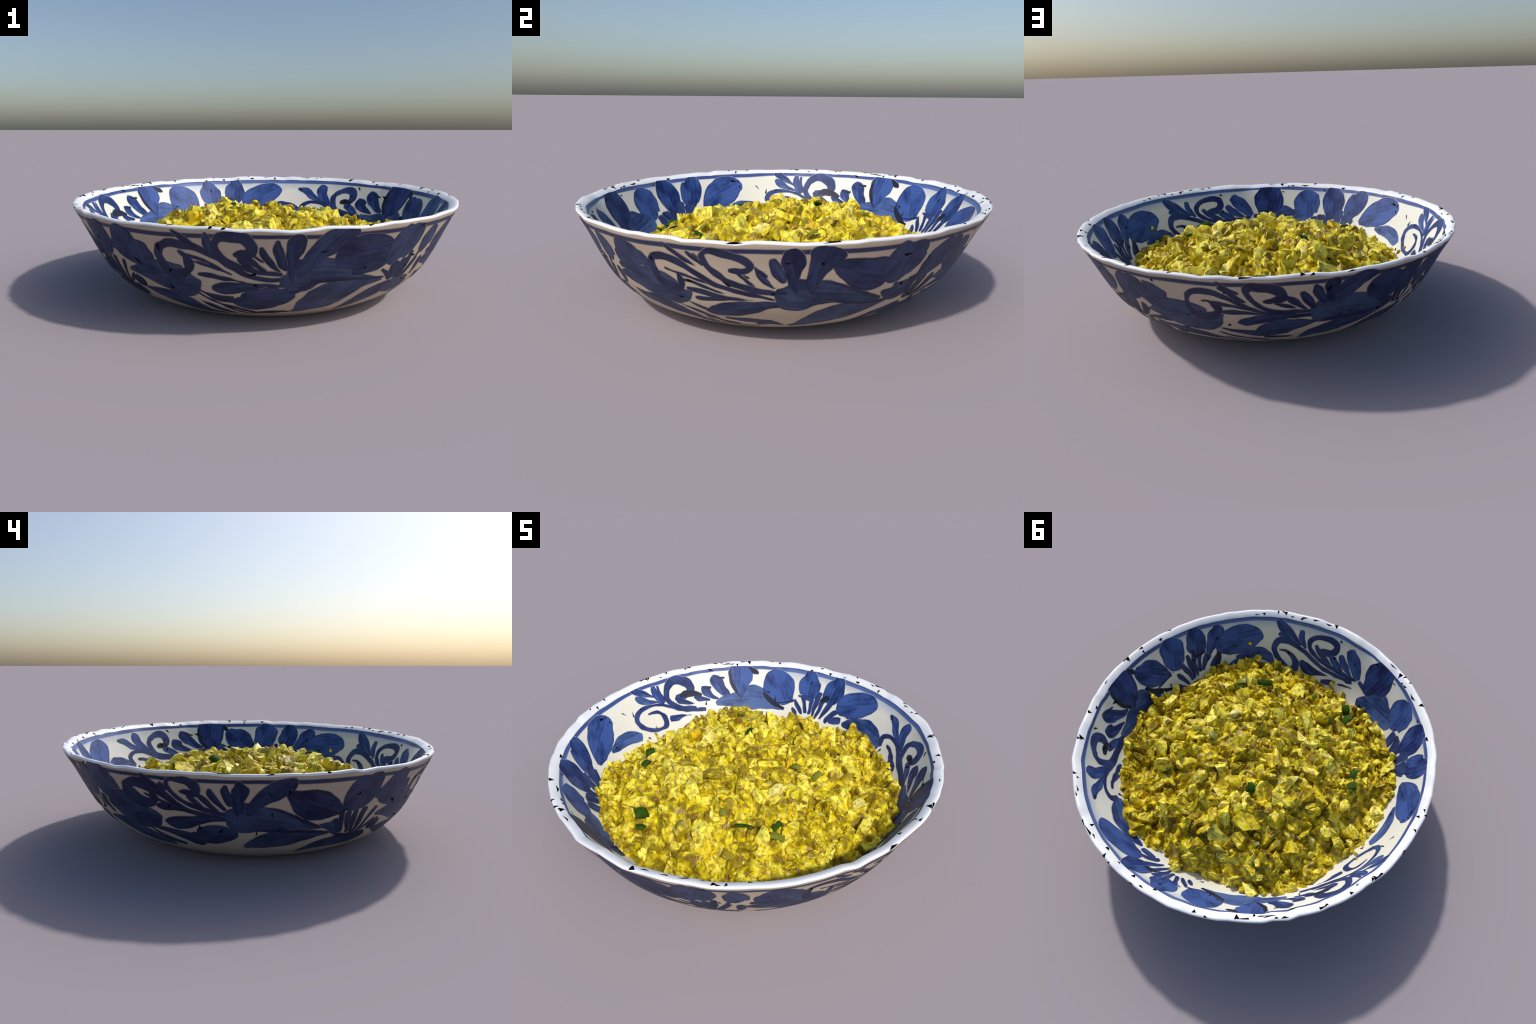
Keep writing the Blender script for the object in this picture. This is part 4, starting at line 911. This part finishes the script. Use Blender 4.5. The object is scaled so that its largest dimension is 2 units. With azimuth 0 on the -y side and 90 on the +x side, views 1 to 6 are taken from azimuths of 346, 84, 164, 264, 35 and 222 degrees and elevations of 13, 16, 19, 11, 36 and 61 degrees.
def cut_mesh(name, seed):
    """A sharper piece: a block sliced by a handful of knife cuts, its faces a little crumpled."""
    r = np.random.default_rng(seed)
    bm = bmesh.new()
    bmesh.ops.create_cube(bm, size=2)
    for _ in range(int(r.integers(5, 9))):
        n = r.normal(0, 1, 3)
        n /= np.linalg.norm(n)
        geom = bm.verts[:] + bm.edges[:] + bm.faces[:]
        cut = bmesh.ops.bisect_plane(bm, geom=geom, plane_co=n * r.uniform(.5, .85), plane_no=n, clear_outer=True)
        edges = [e for e in cut["geom_cut"] if isinstance(e, bmesh.types.BMEdge)]
        if edges:
            bmesh.ops.contextual_create(bm, geom=edges)
    bmesh.ops.triangulate(bm, faces=bm.faces[:])
    bmesh.ops.subdivide_edges(bm, edges=[e for e in bm.edges if e.calc_length() > .45], cuts=2, use_grid_fill=True)
    bmesh.ops.triangulate(bm, faces=bm.faces[:])
    stretch = (1.2, r.uniform(.7, 1.05), r.uniform(.6, .95))
    for v in bm.verts:
        v.co = Vector([(c + r.normal(0, .055)) * s for c, s in zip(v.co, stretch)])
    bmesh.ops.recalc_face_normals(bm, faces=bm.faces[:])
    me = bpy.data.meshes.new(name)
    bm.to_mesh(me)
    bm.free()
    me.polygons.foreach_set("use_smooth", np.full(len(me.polygons), True))
    me.set_sharp_from_angle(angle=math.radians(30))
    return me


def tinted(meshes, material, name):
    out = []
    for me in meshes:
        c = me.copy()
        c.name = name
        c.materials.append(material)
        out.append(c)
    return out


BASE = [(chunk_mesh if i % 2 == 0 else cut_mesh)("chunk", 100 + i) for i in range(18)]
KINDS = [(tinted(BASE, egg_yellow, "egg_chunk"), .90), (tinted(BASE[:7], egg_orange, "yolk_chunk"), .04), (tinted(BASE[7:], egg_white, "egg_white_chunk"), .06)]


def scatter(n, gap, low, high, sink):
    """Random places on the heap, no two closer than a gap, with their sizes."""
    places, tries = [], 0
    while len(places) < n and tries < 60 * n:
        tries += 1
        th, r = rng.uniform(0, 6.2832), .80 * math.sqrt(rng.random())
        if r > heap_radius(th) - .005:
            continue
        x, y = r * math.cos(th), r * math.sin(th)
        if any((x - a[0]) ** 2 + (y - a[1]) ** 2 < gap * gap for a in places):
            continue
        s = rng.uniform(low, high) * (1.0 if r < .6 else .72)
        z = max(float(heap_top(x, y) + relief(x, y)) + sink * s, float(inner_height(r)) + .017 * y + .7 * s)
        places.append((x, y, z, s))
    return places


def random_turn():
    return Euler(rng.uniform(0, 6.28, 3))


for x, y, z, s in scatter(290, .060, .034, .066, -.32):
    pick = rng.random()
    for meshes, share in KINDS:
        pick -= share
        if pick <= 0:
            break
    me = meshes[int(rng.integers(len(meshes)))]
    ob = bpy.data.objects.new(me.name.split(".")[0], me)
    ob.location, ob.rotation_euler, ob.scale = (x, y, z), random_turn(), (s, s, s * rng.uniform(.75, 1))
    bpy.context.scene.collection.objects.link(ob)
    ob.parent = salad


def build_crumbs(name, places, material):
    verts, faces, base = [], [], 0
    for x, y, z, s in places:
        me = BASE[int(rng.integers(len(BASE)))]
        co = np.empty(len(me.vertices) * 3)
        me.vertices.foreach_get("co", co)
        co = co.reshape(-1, 3) @ np.array(random_turn().to_matrix()).T * s + (x, y, z)
        verts.append(co)
        faces += [tuple(base + v for v in p.vertices) for p in me.polygons]
        base += len(co)
    ob = make_object(name, np.concatenate(verts), faces, [material], salad, smooth=True)
    ob.data.set_sharp_from_angle(angle=math.radians(32))
    ob["kind"] = "stuff"


build_crumbs("egg_crumbs", scatter(420, .038, .016, .036, -.25), egg_mash)

# ragged edge of the heap and bits left on the wall: (angle, cm below the lip, size)
edge_bits = []
for _ in range(100):
    th = rng.uniform(0, 6.283)
    r = float(heap_radius(th)) + rng.uniform(-.04, .006)
    s = rng.uniform(.014, .032)
    x, y = r * math.cos(th), r * math.sin(th)
    edge_bits.append((x, y, float(inner_height(r)) + .017 * y + s * .5, s))
build_crumbs("egg_edge_bits", edge_bits, egg_mash)

bits = []
for a, t, s in ((314, 17.2, .010), (272, 32.2, .016), (182, 33.5, .022), (174, 31, .012), (172, 26.7, .008), (74, 26, .026), (66, 27, .022), (55, 30, .024), (44, 28, .014), (187, 31.5, .014), (183, 36, .02), (174, 33.7, .012)):
    p = wall_point(INSIDE, math.radians(a), t / 100, s * .5)
    bits.append((*p, s))
build_crumbs("stray_bits", bits, egg_mash)


def herb_mesh(seed):
    """A snipped piece of green stalk: a bent, hollowed strip with real thickness."""
    r = np.random.default_rng(seed)
    bm = bmesh.new()
    n, w, bend, thick = 6, r.uniform(.38, .6), r.uniform(.5, 1.2), .16
    grid = []
    for layer in (0, 1):
        rows = []
        for i in range(n + 1):
            u = i / n * 2 - 1
            row = []
            for j in range(4):
                v = (j / 3 * 2 - 1) * w * (1 - .25 * abs(u) * r.uniform(.2, 1))
                row.append(bm.verts.new((u, v, -bend * .25 * u * u - .5 * v * v - layer * thick + r.normal(0, .015))))
            rows.append(row)
        grid.append(rows)
    for i in range(n):
        for j in range(3):
            bm.faces.new((grid[0][i][j], grid[0][i + 1][j], grid[0][i + 1][j + 1], grid[0][i][j + 1]))
            bm.faces.new((grid[1][i][j], grid[1][i][j + 1], grid[1][i + 1][j + 1], grid[1][i + 1][j]))
    ring = [(i, 0) for i in range(n + 1)] + [(n, j) for j in (1, 2, 3)] + [(i, 3) for i in range(n - 1, -1, -1)] + [(0, 2), (0, 1)]
    for (a, b), (c, d) in zip(ring, ring[1:] + ring[:1]):
        bm.faces.new((grid[0][a][b], grid[1][a][b], grid[1][c][d], grid[0][c][d]))
    bmesh.ops.recalc_face_normals(bm, faces=bm.faces[:])
    me = bpy.data.meshes.new("herb_piece")
    bm.to_mesh(me)
    bm.free()
    me.polygons.foreach_set("use_smooth", np.full(len(me.polygons), True))
    me.set_sharp_from_angle(angle=math.radians(40))
    return me


HERBS = [herb_mesh(40 + i) for i in range(4)]
for me in HERBS:
    me.materials.append(herb_green)
OLIVES = [me.copy() for me in HERBS]
for me in OLIVES:
    me.materials[0] = herb_olive
for x, y, s, fresh in ((-.15, .20, .044, 1), (-.53, -.21, .050, 1), (-.50, -.27, .036, 1), (-.19, -.62, .044, 1), (-.23, -.56, .050, 1),
                       (.37, .09, .034, 0), (.15, -.40, .030, 0), (0, -.56, .030, 0), (.29, -.41, .048, 1), (.44, -.35, .040, 0), (.40, -.31, .040, 1),
                       (.25, .08, .03, 0), (-.36, .42, .03, 0)):
    me = (HERBS if fresh else OLIVES)[int(rng.integers(4))]
    ob = bpy.data.objects.new("herb_piece", me)
    ob.location = (x, y, float(heap_top(x, y) + max(relief(x, y), .0)) + .030)
    ob.rotation_euler = (rng.uniform(-.7, .7), rng.uniform(-.7, .7), rng.uniform(0, 6.28))
    ob.scale = (s * rng.uniform(.6, 1), s * rng.uniform(.7, 1.1), s)
    bpy.context.scene.collection.objects.link(ob)
    ob.parent = salad
